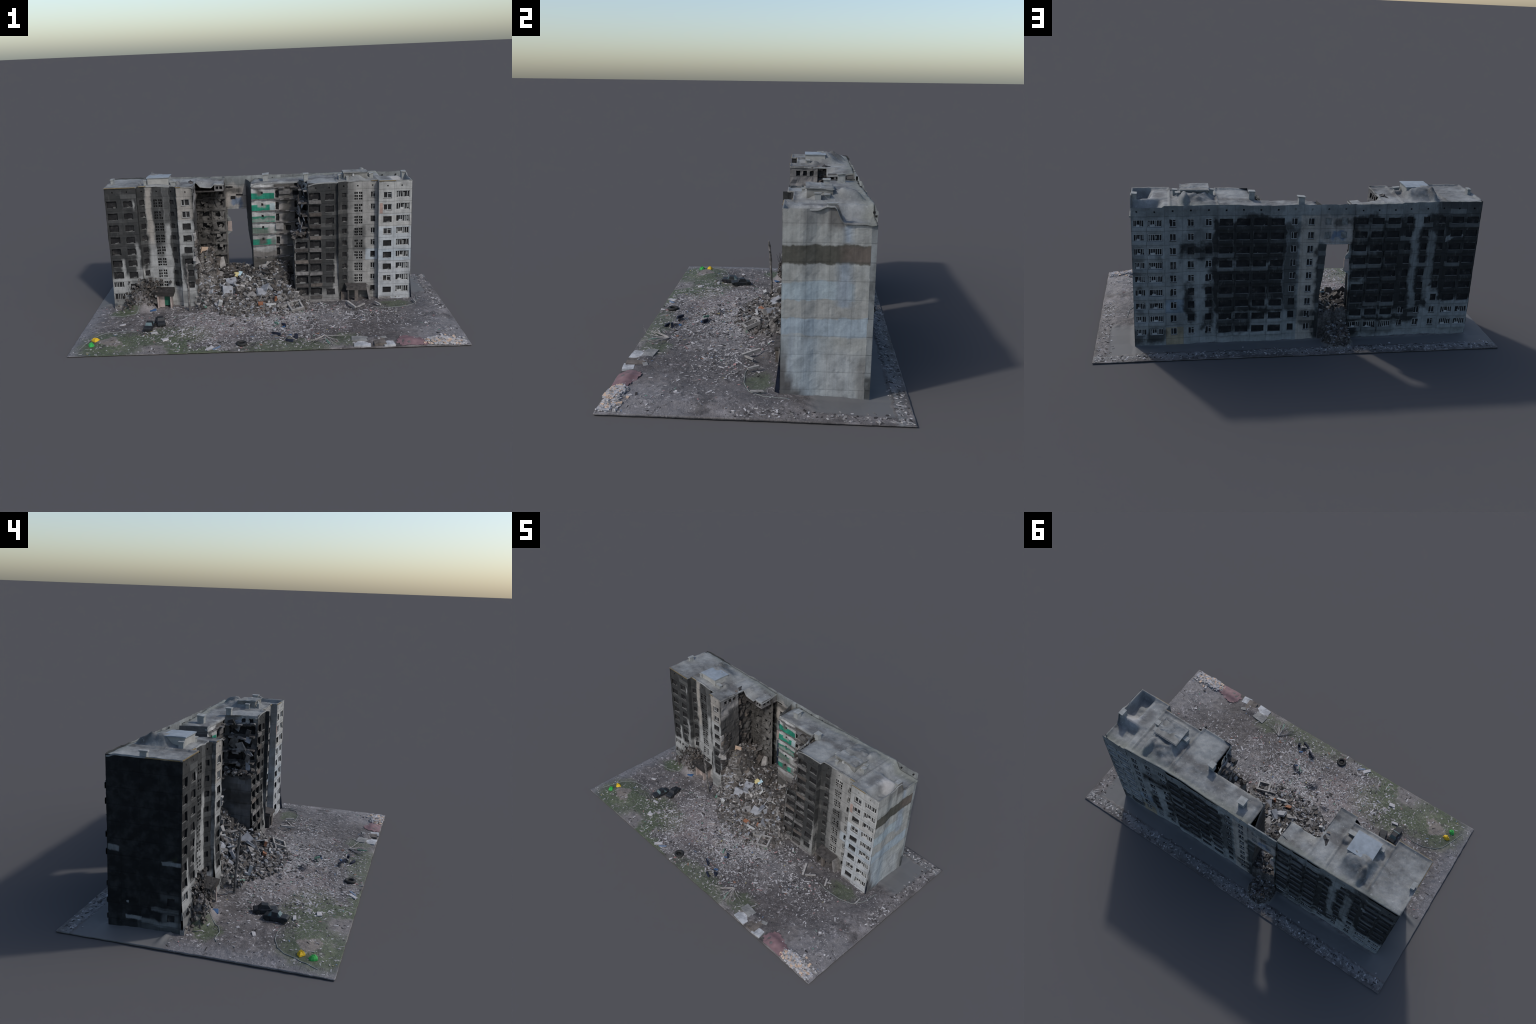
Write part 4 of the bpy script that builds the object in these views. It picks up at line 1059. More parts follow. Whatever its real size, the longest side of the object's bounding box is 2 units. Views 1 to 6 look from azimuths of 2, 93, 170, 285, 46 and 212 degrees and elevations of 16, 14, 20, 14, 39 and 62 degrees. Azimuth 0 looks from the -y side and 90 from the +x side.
mb.span(0.637, 0.821, 0.077, 0.086, 0.0, 0.036)
mb.span(0.245, 0.411, 0.062, 0.09, 0.0, 0.034)
mb.span(-0.888, -0.711, 0.058, 0.076, 0.0, 0.035)
mb.make("plinth", building, m_chunks[0])
mb = MB()                                                # curled sheet at the foot of the right corner
mb.quad((0.812, 0.086, 0.20), (0.812, 0.083, 0.20), (0.824, 0.064, 0.03), (0.814, 0.10, 0.015))
mb.quad((0.812, 0.086, 0.20), (0.816, 0.100, 0.015), (0.826, 0.066, 0.03), (0.815, 0.083, 0.20))
mb.make("torn_corner_sheet", building, m_navy)


# ------------------------------------------------------------------ yard: thin littered plot with the rubble heap
def heap_mask(x, y):
    x, y = np.asarray(x, float), np.asarray(y, float)
    xl = np.interp(y, [-0.2, -0.10, 0.0, 0.07, 0.10, 0.4], [-0.16, -0.27, -0.34, -0.39, -0.41, -0.42])
    xr = np.interp(y, [-0.2, -0.10, 0.0, 0.07, 0.10, 0.4], [0.12, 0.20, 0.24, 0.20, 0.165, 0.165])
    n = fbm(x, y, 14, 2, 40) * 0.05
    return sm(x, xl - 0.02, xl + 0.06 + n) * sm(x, xr + 0.02, xr - 0.06 + n)


def heap_h(x, y):
    x, y = np.asarray(x, float), np.asarray(y, float)
    prof = np.interp(y, [-0.20, -0.12, -0.06, 0.0, 0.06, 0.13, 0.18, 0.25, 0.30, 0.37, 0.385], [0, 0.008, 0.026, 0.045, 0.075, 0.108, 0.125, 0.142, 0.148, 0.145, 0.138])
    prof = prof * (1 + 0.38 * sm(x, -0.05, 0.03) * sm(y, 0.13, 0.2) - 0.15 * sm(x, 0.06, 0.14) * sm(y, 0.02, -0.05))
    h = prof * np.where(y > 0.08, np.maximum(heap_mask(x, y), 0.6 * sm(y, 0.12, 0.2) * (x > -0.41) * (x < 0.16)), heap_mask(x, y))
    spur = np.interp(y, [-0.04, 0.02, 0.08, 0.12, 0.16, 0.22, 0.30, 0.36], [0.0, 0.05, 0.13, 0.21, 0.255, 0.28, 0.275, 0.26]) * sm(x, -0.235, -0.345) * sm(x, -0.425, -0.39 + 0.05 * sm(y, 0.08, 0.03))
    h = np.maximum(h, spur)
    gap = (x > -0.235) & (x < -0.09)
    h = np.where(((y > 0.366) & ~gap) | (y > 0.398) | ((y > 0.262) & (x > -0.07)), 0.0, h)
    rear = sm(1 - np.hypot((x + 0.185) / 0.082, (y - 0.44) / 0.10), 0.0, 0.45) * (y > 0.39)
    rear = rear * np.interp(y, [0.36, 0.40, 0.43, 0.48, 0.52, 0.535, 0.56], [0.11, 0.09, 0.065, 0.050, 0.036, 0.02, 0.0])
    return np.maximum(h, rear)


def base_h(x, y):
    x, y = np.asarray(x, float), np.asarray(y, float)
    z = np.interp(y, [-0.56, -0.50, -0.40, -0.2, 0.0, 0.12, 0.3, 0.42, 0.52, 0.56], [0.004, 0.013, 0.020, 0.022, 0.021, 0.022, 0.015, 0.005, 0.007, 0.004])
    z = z - 0.005 * sm(x, -0.35, -0.6) * sm(y, 0.3, 0.0) - 0.006 * sm(x, 0.8, 0.84) * sm(y, 0.1, 0.2) + 0.002 * sm(x, 0.1, 0.3) * sm(x, 0.7, 0.5) * sm(y, -0.2, -0.32)
    e = sm(np.abs(x), 1.0, 0.90)
    z = 0.005 + (z - 0.005) * (0.25 + 0.75 * e)
    ramp = sm(x, -0.92, -0.98) * 0.0
    return z + ramp


def ground_h(x, y):
    x, y = np.asarray(x, float), np.asarray(y, float)
    e = sm(np.minimum(1 - np.abs(x), 0.56 - np.abs(y)), 0.0, 0.04)
    rear = np.maximum(np.maximum(sm(y, 0.40, 0.42), sm(x, -0.87, -0.9) * sm(y, 0.1, 0.14)), sm(x, 0.8, 0.83) * sm(y, 0.2, 0.26)) * sm(y, 0.50, 0.48)
    hm = np.clip(heap_h(x, y) / 0.05, 0, 1)
    rough = (1 - 0.9 * rear)
    z = base_h(x, y) + e * rough * (0.010 * fbm(x, y, 9, 3, 1) + 0.006 * fbm(x, y, 45, 3, 2))
    ridged = np.abs(fbm(x, y, 30, 3, 5)) * 2
    z = z + heap_h(x, y) * (1 + 0.35 * fbm(x, y, 18, 3, 6)) + hm * (0.034 * (0.35 - ridged) + 0.014 * fbm(x, y, 70, 3, 7))
    # humps: earth bank by the tents, dark humps mid-yard, sunken play pit, kerbed beds
    for cx, cy, rx, ry, h in ((-0.81, -0.43, 0.13, 0.11, 0.010), (-0.062, -0.27, 0.05, 0.05, 0.024), (-0.05, -0.33, 0.06, 0.05, 0.010), (0.06, -0.30, 0.03, 0.02, 0.016), (0.04, -0.425, 0.03, 0.02, 0.016), (0.11, -0.45, 0.02, 0.02, 0.018),
                              (-0.72, 0.03, 0.10, 0.06, 0.035), (-0.735, 0.055, 0.10, 0.06, 0.075), (0.44, 0.02, 0.06, 0.05, 0.016), (-0.20, -0.18, 0.04, 0.03, 0.014), (0.53, -0.49, 0.05, 0.05, 0.012), (0.70, -0.52, 0.08, 0.05, 0.012), (0.85, -0.52, 0.10, 0.05, 0.012)):
        z = z + h * sm(1 - np.hypot((x - cx) / rx, (y - cy) / ry), 0, 0.8)
    lip = np.exp(-((y - 0.11 - (-0.888 - x) * 0.3) / 0.012) ** 2) * sm(x, -0.885, -0.90) * sm(x, -1.0, -0.94)
    return np.maximum(z + 0.010 * lip, 0.0025)


xs = np.linspace(-1, 1, 461)
ys = np.linspace(-0.561, 0.561, 259)
X, Y = np.meshgrid(xs, ys)
Zg = ground_h(X, Y)
jx = 0.006 * np.clip(fbm(ys, ys * 0, 26, 3, 61) + 0.1, 0, 1)
jy = 0.006 * np.clip(fbm(xs, xs * 0, 26, 3, 62) + 0.1, 0, 1)
X[:, 0] += jx; X[:, -1] -= jx[::-1]; Y[0] += jy; Y[-1] -= jy[::-1]
X[60, -1] = 1.0; X[60, 0] = -1.0
heapcell = (heap_h((X[:-1, :-1] + X[1:, 1:]) / 2, (Y[:-1, :-1] + Y[1:, 1:]) / 2) > 0.012)
ny, nx = X.shape


def grid_object(name, cells, parent, mat, skirt=False):
    ids = -np.ones((ny, nx), int)
    jj, ii = np.nonzero(cells)
    corner = np.stack([jj * nx + ii, jj * nx + ii + 1, (jj + 1) * nx + ii + 1, (jj + 1) * nx + ii], 1)
    used = np.unique(corner)
    lut = -np.ones(ny * nx, int)
    lut[used] = np.arange(len(used))
    verts = np.stack([X.ravel()[used], Y.ravel()[used], Zg.ravel()[used]], 1).tolist()
    faces = lut[corner].tolist()
    if skirt:
        ring = [(0, i) for i in range(nx)] + [(j, nx - 1) for j in range(1, ny)] + [(ny - 1, i) for i in range(nx - 2, -1, -1)] + [(j, 0) for j in range(ny - 2, 0, -1)]
        b0 = len(verts)
        for j, i in ring:
            verts.append([X[j, i], Y[j, i], 0.0])
        L = len(ring)
        for k in range(L):
            a, b = ring[k], ring[(k + 1) % L]
            faces.append([int(lut[a[0] * nx + a[1]]), b0 + k, b0 + (k + 1) % L, int(lut[b[0] * nx + b[1]])])
        faces.append([b0 + k for k in range(L)][::-1])
    me = bpy.data.meshes.new(name)
    me.from_pydata(verts, [], faces)
    me.materials.append(mat)
    me.polygons.foreach_set("use_smooth", [True] * (len(faces) - (1 if skirt else 0)) + ([False] if skirt else []))
    me.update()
    return put(name, me, parent)


yard = grid_object("littered_yard", ~heapcell, None, m_soil, skirt=True)
yard["label"] = "thin rectangular plot of bare ground strewn with debris and rubble"
yard["category"] = "debris yard"
heap = grid_object("rubble_heap", heapcell, yard, m_heap)
for nm in ("littered_yard", "rubble_heap"):              # one continuous surface: share vertex normals over the seam
    pass


def gz(x, y):
    return float(ground_h(x, y))


# loose blocks ---------------------------------------------------------------
def chunk_mesh(seed, flat):
    import bmesh
    r = random.Random(seed)
    bm = bmesh.new()
    pts = []
    n = r.randint(5, 7)
    for lv in (-0.5, 0.5):
        for i in range(n):
            a = math.tau * i / n + (0.15 if lv > 0 else 0)
            rad = r.uniform(0.38, 0.56)
            pts.append(bm.verts.new((rad * math.cos(a) * 1.15, rad * math.sin(a) * 0.85, lv * flat * r.uniform(0.75, 1.1))))
    bmesh.ops.convex_hull(bm, input=pts)
    me = bpy.data.meshes.new("concrete_chunk")
    bm.to_mesh(me)
    bm.free()
    return me


shapes = []
for i in range(10):
    for mi, m in enumerate(m_chunks):
        if (i + mi) % 2:
            continue
        me = chunk_mesh(100 + i, (0.14, 0.22, 0.35, 0.6, 0.8)[i % 5])
        me.materials.append(m)
        shapes.append((me, mi))
count, tries = 0, 0
while count < 250 and tries < 6000:
    tries += 1
    x, y = rng.uniform(-0.42, 0.26), rng.uniform(-0.16, 0.37)
    h = float(heap_h(x, y))
    if h < 0.006 or (x < -0.39 and y > 0.07) or (x > 0.155 and y > 0.08) or (x > -0.07 and y > 0.24) or (x < -0.24 and y > 0.34):
        continue
    s = rng.uniform(0.010, 0.022) * (1.0 + 0.6 * (rng.random() < 0.15))
    me, mi = rng.choice(shapes)
    if y > 0.13 and mi in (0, 1, 4) and rng.random() < 0.65:
        continue
    put("concrete_chunk", me, heap, (x, y, gz(x, y) + s * 0.12), (rng.uniform(-0.6, 0.6), rng.uniform(-0.6, 0.6), rng.uniform(0, 6.28)), (s * rng.uniform(0.8, 1.7), s, s * rng.uniform(0.8, 1.2)))
    count += 1


for i in range(110):                                     # large broken slabs sticking out of the heap at odd angles
    x, y = rng.uniform(-0.36, 0.17), rng.uniform(-0.10, 0.33)
    if float(heap_h(x, y)) < 0.03 or (y > 0.24 and x > -0.07) or (x > 0.13 and y > 0.06):
        continue
    mb = MB()
    w = rng.uniform(0.022, 0.056)
    mb.box((0, 0, 0), (w, w * rng.uniform(0.5, 0.9), rng.uniform(0.005, 0.009)), jit=0.22)
    put("broken_slab", mb.mesh("broken_slab", [m_chunks[rng.choice((0, 0, 1, 2, 3, 3, 4) if y < 0.14 else (0, 2, 2, 3, 3))]]), heap, (x, y, gz(x, y) + 0.004), (rng.gauss(0, 0.55), rng.gauss(0, 0.55), rng.uniform(0, 6.28)))


def slab(name, c, size, rot, mat, parent=heap, jit=0.12):
    mb = MB()
    mb.box((0, 0, 0), size, jit=jit)
    o = put(name, mb.mesh(name, mat if isinstance(mat, list) else [mat]), parent, c, rot)
    return o


slab("fallen_panel", (-0.362, 0.180, 0.318), (0.042, 0.010, 0.044), (0.25, 0.1, 0.5), m_peach)
slab("fallen_panel", (-0.350, 0.180, 0.275), (0.05, 0.03, 0.03), (0.3, 0.2, 0.3), m_chunks[3])
slab("fallen_panel", (-0.348, 0.160, 0.283), (0.022, 0.012, 0.010), (0.4, 0.2, 0.6), m_litter[6])
slab("fallen_panel", (-0.182, 0.175, 0.166), (0.026, 0.034, 0.006), (0.45, 0.2, -0.35), m_yellowp)
slab("fallen_panel", (-0.160, 0.183, 0.168), (0.022, 0.034, 0.006), (0.45, 0.2, -0.35), m_cyanp)
slab("fallen_panel", (-0.208, 0.130, 0.143), (0.060, 0.042, 0.008), (0.5, -0.1, 0.2), m_chunks[4])
slab("fallen_panel", (-0.150, 0.103, 0.128), (0.050, 0.034, 0.008), (0.45, 0.2, -0.3), m_chunks[1])
slab("fallen_panel", (-0.225, 0.060, 0.103), (0.060, 0.014, 0.062), (-0.5, 0.15, 0.35), m_chunks[4])
slab("fallen_panel", (-0.272, 0.326, 0.190), (0.036, 0.016, 0.075), (-0.3, -0.1, 0.3), m_chunks[1])
slab("fallen_panel", (-0.300, 0.30, 0.20), (0.030, 0.020, 0.085), (-0.3, 0.35, 0.3), m_chunks[3])
slab("fallen_panel", (-0.385, 0.17, 0.245), (0.030, 0.05, 0.05), (0.2, 0.3, 0.2), m_chunks[1])
slab("fallen_panel", (-0.270, -0.036, 0.062), (0.022, 0.016, 0.045), (0.3, 0.25, 0.3), m_frame)
slab("fallen_panel", (-0.235, -0.02, 0.05), (0.035, 0.025, 0.045), (0.2, 0.1, 0.3), m_chunks[2])
slab("fallen_panel", (0.050, -0.027, 0.080), (0.018, 0.014, 0.024), (0.3, 0.2, 0.4), m_orange)
slab("fallen_panel", (-0.032, -0.045, 0.060), (0.045, 0.02, 0.012), (0.3, 0.1, 0.2), m_orange)
slab("fallen_panel", (0.066, -0.022, 0.08), (0.024, 0.018, 0.03), (0.3, -0.3, 0.4), m_chunks[1])
slab("fallen_panel", (-0.022, 0.225, 0.187), (0.042, 0.012, 0.036), (-0.4, -0.25, -0.3), m_chunks[1])
slab("fallen_panel", (-0.018, 0.215, 0.170), (0.036, 0.02, 0.014), (-0.2, -0.25, -0.2), m_orange)
slab("fallen_panel", (0.018, 0.24, 0.198), (0.05, 0.02, 0.04), (-0.3, 0.3, 0.2), m_chunks[1])
slab("fallen_panel", (-0.03, 0.03, 0.10), (0.06, 0.05, 0.012), (0.6, 0.3, 0.3), m_chunks[4])
slab("fallen_panel", (-0.09, 0.01, 0.09), (0.05, 0.04, 0.01), (0.5, -0.3, 0.6), m_chunks[0])
slab("fallen_panel", (-0.365, 0.078, 0.06), (0.052, 0.012, 0.058), (-0.1, 0.0, 0.1), m_chunks[2])
slab("fallen_panel", (-0.186, 0.045, 0.075), (0.014, 0.01, 0.03), (0.3, 0.3, 0.1), m_litter[3])
slab("fallen_panel", (0.102, 0.05, 0.088), (0.045, 0.012, 0.05), (0.3, 0.3, 0.6), m_chunks[0])
mb = MB()                                                # open concrete frame lying at the foot of the heap
for dx, dy, w, d in ((0, -0.032, 0.075, 0.009), (0, 0.032, 0.075, 0.009), (-0.033, 0, 0.009, 0.056), (0.033, 0, 0.009, 0.056)):
    mb.box((dx, dy, 0), (w, d, 0.016), jit=0.1)
put("concrete_frame", mb.mesh("concrete_frame", [m_chunks[1]]), heap, (0.156, -0.075, 0.052), (0.35, -0.1, 0.35))
mb = MB()
for dx, dy, w, d in ((0, -0.022, 0.06, 0.004), (0, 0.022, 0.06, 0.004), (-0.03, 0, 0.004, 0.048), (0.03, 0, 0.004, 0.048)):
    mb.box((dx, dy, 0), (w, d, 0.004))
put("bed_frame", mb.mesh("bed_frame", [m_frame]), heap, (0.005, 0.11, 0.13), (0.5, 0.05, 0.1))
beams = [((-0.12, 0.16, 0.162), (0.065, 0.006, 0.007), (0.1, 0.25, -0.6), m_frame), ((-0.10, 0.135, 0.145), (0.012, 0.03, 0.006), (0.2, 0.3, 0.2), m_frame), ((0.02, -0.06, 0.06), (0.055, 0.008, 0.010), (0, 0.1, 0.2), m_frame),
         ((0.10, -0.07, 0.055), (0.05, 0.008, 0.01), (0, -0.2, 0.4), m_chunks[1]), ((0.47, -0.05, 0.04), (0.012, 0.085, 0.010), (0.15, 0, 0.5), m_chunks[1]), ((0.52, -0.055, 0.035), (0.008, 0.06, 0.008), (0.1, 0, -0.9), m_chunks[1]),
         ((0.62, -0.03, 0.036), (0.01, 0.05, 0.008), (0.05, 0, 0.5), m_chunks[1]), ((0.83, 0.0, 0.034), (0.006, 0.05, 0.006), (0, 0, 0.1), m_chunks[1]), ((-0.05, 0.07, 0.115), (0.007, 0.06, 0.007), (0.5, 0, 0.5), m_chunks[1]), ((0.06, 0.09, 0.115), (0.007, 0.07, 0.007), (0.5, 0, -0.7), m_chunks[0])]
for c, s, r, m in beams:
    slab("fallen_beam", c, s, r, m, heap if c[0] < 0.3 else yard)


# uncountable rubble and litter ------------------------------------------------
def scatter(name, parent, n, place, size, mats, weights, flat=(0.15, 0.6), stretch=(0.6, 2.2), seed=0, lift=0.15, tilt=0.35):
    r = random.Random(seed)
    mb, k = MB(), 0
    acc = np.cumsum(weights) / sum(weights)
    P = []
    while len(P) < n:
        p = place(r)
        if p:
            P.append(p)
    hs = ground_h(np.array([p[0] for p in P]), np.array([p[1] for p in P]))
    for (x, y), z in zip(P, hs):
        s = size(r, x, y)
        mi = int(np.searchsorted(acc, r.random()))
        st = r.uniform(*stretch)
        mb.box((x, y, float(z) + s * lift), (s * st, s / st ** 0.5, s * r.uniform(*flat)), rot=Euler((r.gauss(0, tilt), r.gauss(0, tilt), r.uniform(0, 6.28))), m=mi, jit=0.3, r=r)
    mb.v = [(p[0], p[1], max(p[2], 0.0008)) for p in mb.v]
    o = mb.make(name, parent, mats)
    o["kind"] = "stuff"
    return o


def on_heap(r):
    x, y = r.uniform(-0.42, 0.26), r.uniform(-0.18, 0.385)
    if x > 0.155 and y > 0.085 or x > -0.07 and y > 0.25 or x < -0.395 and y > 0.07 or (x < -0.24 and y > 0.345):
        return None
    return (x, y) if float(heap_h(x, y)) > 0.004 else None


def on_yard(r):
    x, y = r.uniform(-0.985, 0.985), r.uniform(-0.55, 0.10)
    if x < -0.40 and y > 0.06 and x > -0.89 or x > 0.16 and y > 0.075 and x < 0.82:
        return None
    d = 0.08 + 0.9 * math.exp(-((x + 0.08) / 0.42) ** 2 - ((y + 0.16) / 0.26) ** 2) + 0.22 * math.exp(-((x - 0.40) / 0.3) ** 2 - ((y + 0.15) / 0.12) ** 2)
    d *= 0.1 + 2.0 * max(0.0, float(fbm(x, y, 6, 3, 91)) + 0.32) ** 1.6
    return (x, y) if r.random() < d else None


def on_rim(r):
    if r.random() < 0.75:
        x, y = r.uniform(-0.99, 0.99), r.gauss(0.525, 0.018)
    else:
        x, y = r.gauss(0.965, 0.02), r.uniform(-0.1, 0.55)
    return (x, y) if 0.49 < y < 0.555 and abs(x) < 0.99 or (abs(x) < 0.992 and y < 0.5) else None


def on_mound(r):
    x, y = r.uniform(-0.30, -0.08), r.uniform(0.395, 0.53)
    return (x, y) if float(heap_h(x, y)) > 0.01 else None


scatter("small_rubble", heap, 1900, on_heap, lambda r, x, y: r.uniform(0.004, 0.012) * (1.6 if r.random() < 0.15 else 1), m_chunks + m_litter[:1], (6, 2.6, 4, 4, 0.8, 0.6), (0.2, 0.8), (0.7, 2.8), 5)
scatter("mound_rubble", heap, 320, on_mound, lambda r, x, y: r.uniform(0.004, 0.011), m_chunks, (4, 1, 5, 3, 1), (0.3, 0.9), (0.7, 2.0), 8)
scatter("litter", yard, 6500, on_yard, lambda r, x, y: r.uniform(0.0024, 0.0070) * (1.8 if r.random() < 0.10 else 1), m_litter, (9, 8, 3.2, 0.5, 0.15, 0.2, 0.12, 0.15), (0.1, 0.3), (0.7, 3.0), 6, 0.03, 0.14)
scatter("kerb_rubble", yard, 900, on_rim, lambda r, x, y: r.uniform(0.003, 0.009), m_litter[:3] + m_chunks[:2], (2, 3, 4, 3, 2), (0.1, 0.3), (0.8, 2.4), 7, 0.03, 0.14)

# things on the ground -----------------------------------------------------------
def car(loc, rz, paint, tail):
    root = None
    L, W = 0.106, 0.043
    sect = [(-0.5, 0.010, 0.020, 0.80), (-0.44, 0.007, 0.024, 0.95), (-0.20, 0.006, 0.026, 1.0), (-0.10, 0.006, 0.040, 0.86), (0.16, 0.006, 0.041, 0.84), (0.30, 0.006, 0.027, 1.0), (0.46, 0.007, 0.024, 0.95), (0.5, 0.010, 0.019, 0.82)]
    mb = MB()
    ring = lambda t, zb, zt, w: [(t * L, s * W / 2 * ww, z) for s, ww, z in ((-1, 0.95, zb), (-1, 1.0, (zb + 0.022) / 2 + 0.006), (-1, w * 0.98, min(zt, 0.024)), (-1, w * 0.82, zt), (1, w * 0.82, zt), (1, w * 0.98, min(zt, 0.024)), (1, 1.0, (zb + 0.022) / 2 + 0.006), (1, 0.95, zb))]
    R = [ring(*q) for q in sect]
    for a, b in zip(R, R[1:]):
        for i in range(8):
            glass = i in (2, 3, 4) and max(p[2] for p in a + b) > 0.038 and abs(a[3][2] - b[3][2]) > 0.005
            mb.quad(a[i], b[i], b[(i + 1) % 8], a[(i + 1) % 8], 1 if glass else 0)
    for q in (R[0], R[-1]):
        mb.f.append(tuple(range(len(mb.v), len(mb.v) + 8)))
        mb.v += q
        mb.m.append(0)
    o = put("wrecked_car", mb.mesh("wrecked_car", [m_car, paint]), None, loc, (0.03, 0.02, rz))
    weld(o)
    o["label"], o["category"] = "small burnt-out saloon car with crushed dark shell", "car wreck"
    wm = MB()
    wm.tube([(0, -0.005, 0), (0, 0.005, 0)], [0.0085, 0.0085], 12)
    wme = wm.mesh("wheel", [m_rubber])
    for t in (-0.31, 0.30):
        for s in (-1, 1):
            put("wheel", wme, o, (t * L, s * W * 0.44, 0.0085))
    return o


car((-0.636, -0.255, gz(-0.636, -0.255)), 1.50, m_car2, 0)
car((-0.585, -0.195, gz(-0.585, -0.195)), 1.85, m_car, 1)


def tent(loc, mat, s, rz):
    mb = MB()
    n = 7
    hs = lambda a: 0.75 + 0.25 * math.cos(a * 2.3 + rz * 3)
    for lv, (r0, z) in enumerate(((1.0, 0.0), (0.92, 0.35), (0.5, 0.85), (0.08, 1.0))):
        for i in range(n):
            a = math.tau * i / n
            mb.v.append((s * 1.15 * r0 * math.cos(a) * hs(a), s * 0.8 * r0 * math.sin(a), s * 0.9 * z * (0.85 + 0.15 * math.sin(3 * a + rz))))
    for lv in range(3):
        for i in range(n):
            mb.f.append((lv * n + i, lv * n + (i + 1) % n, (lv + 1) * n + (i + 1) % n, (lv + 1) * n + i))
            mb.m.append(0)
    mb.f.append(tuple(3 * n + i for i in range(n)))
    mb.m.append(0)
    o = put("playground_shelter", mb.mesh("playground_shelter", [mat]), None, loc, (0, 0, rz))
    o["label"], o["category"] = "small brightly coloured tarpaulin-like playground piece", "play shelter"


tent((-0.890, -0.413, gz(-0.89, -0.413) - 0.001), m_tent_y, 0.022, 0.3)
tent((-0.900, -0.462, gz(-0.9, -0.462) - 0.001), m_tent_g, 0.023, 0.9)
mb = MB()                                                # tyre used as planter
n, k = 20, 8
for i in range(n):
    for j in range(k):
        a, b = math.tau * i / n, math.tau * j / k
        r = 0.021 + 0.008 * math.cos(b)
        mb.v.append((r * math.cos(a), r * math.sin(a), 0.006 + 0.007 * math.sin(b)))
for i in range(n):
    for j in range(k):
        mb.f.append((i * k + j, ((i + 1) % n) * k + j, ((i + 1) % n) * k + (j + 1) % k, i * k + (j + 1) % k))
        mb.m.append(0)
mb.tube([(0, 0, 0.001), (0, 0, 0.004)], [0.017, 0.017], 14)
tyre = put("old_tyre", mb.mesh("old_tyre", [m_rubber], True), None, (-0.131, -0.495, gz(-0.131, -0.495) + 0.002))
tyre["label"], tyre["category"] = "old black rubber tyre lying flat on the ground", "tyre"

mb = MB()                                                # charred trunk with a thin leaning stem
mb.tube([(-0.443, -0.013, 0.02), (-0.446, -0.016, 0.09), (-0.442, -0.020, 0.16), (-0.447, -0.022, 0.20), (-0.441, -0.026, 0.25), (-0.446, -0.03, 0.28), (-0.440, -0.034, 0.307)], [0.0065, 0.0055, 0.006, 0.0075, 0.006, 0.007, 0.004], 7)
mb.tube([(-0.446, -0.022, 0.205), (-0.456, -0.024, 0.222), (-0.458, -0.026, 0.237)], [0.004, 0.003, 0.002], 5)
mb.tube([(-0.441, -0.026, 0.24), (-0.433, -0.030, 0.255)], [0.004, 0.002], 5)
mb.tube([(-0.443, -0.013, 0.022), (-0.47, 0.02, 0.026), (-0.51, 0.04, 0.03)], [0.004, 0.0035, 0.003], 5)
tr = mb.make("charred_trunk", None, plain("scorched_wood", (0.21, 0.20, 0.195), 0.9, 45))
tr["label"], tr["category"] = "limbless charred tree trunk standing upright by the wall", "dead tree"

mb = MB()                                                # blown-over leafless tree at the front edge
r2 = random.Random(4)


def branch(p, d, ln, rad, depth):
    pts, rads = [p], [rad]
    for i in range(4):
        d = (d + Vector((r2.uniform(-0.25, 0.25), r2.uniform(-0.2, 0.2), r2.uniform(-0.12, 0.08)))).normalized()
        q = pts[-1] + d * ln / 4
        q.z = max(q.z, gz(max(-0.98, min(0.98, q.x)), max(-0.55, min(0.55, q.y))) + 0.002)
        q.y = max(q.y, -0.555)
        pts.append(q)
        rads.append(rad * (1 - 0.18 * (i + 1)))
    mb.tube(pts, rads, 4)
    if depth:
        for i in range(3):
            t = r2.randint(1, 4)
            branch(pts[t], (d + Vector((r2.uniform(-0.8, 0.8), r2.uniform(-0.5, 0.3), r2.uniform(0, 0.25)))).normalized(), ln * r2.uniform(0.45, 0.7), rads[t] * 0.7, depth - 1)


for a in (-0.85, -0.5, -0.2, 0.05, 0.35, 0.7, 1.0):
    branch(Vector((0.29, -0.43, 0.022)), Vector((math.sin(a), -math.cos(a), 0.06)), 0.10, 0.0024, 2)
bt = mb.make("fallen_branches", None, m_twig)
bt["label"], bt["category"] = "pale leafless branches of a fallen tree fanned out", "dead branches"

mb = MB()                                                # charred shrub and wreckage against the left wall
for i in range(60):                                      # bare shrub stems
    x0 = r2.gauss(-0.725, 0.02)
    q = Vector((x0, 0.045, 0.03))
    d = Vector((r2.uniform(-0.5, 0.9), r2.uniform(-0.35, 0.3), 1)).normalized()
    mb.tube([q, q + d * 0.06 + Vector((0, 0, 0.01)), q + d * r2.uniform(0.10, 0.16) + Vector((r2.uniform(-0.01, 0.02), 0, 0))], [0.0016, 0.0012, 0.0006], 3, m=r2.choice((0, 2, 2)))
for i in range(420):
    x, z = r2.gauss(-0.715, 0.045), 0.03 + 0.16 * r2.random() ** 1.3
    mb.box((x + (z - 0.1) * 0.5, 0.055 + r2.uniform(-0.045, 0.024) * (1.0 - 0.5 * (z > 0.11)) + 0.025 * (z > 0.12), z), (r2.uniform(0.004, 0.013), r2.uniform(0.004, 0.013), r2.uniform(0.004, 0.018)), rot=Euler((r2.uniform(-1, 1), r2.uniform(-1, 1), r2.uniform(0, 3))), m=r2.choice((0, 2, 2, 3, 3)), jit=0.35, r=r2)
o = mb.make("wall_wreckage", building, m_chunks)
o["kind"] = "stuff"
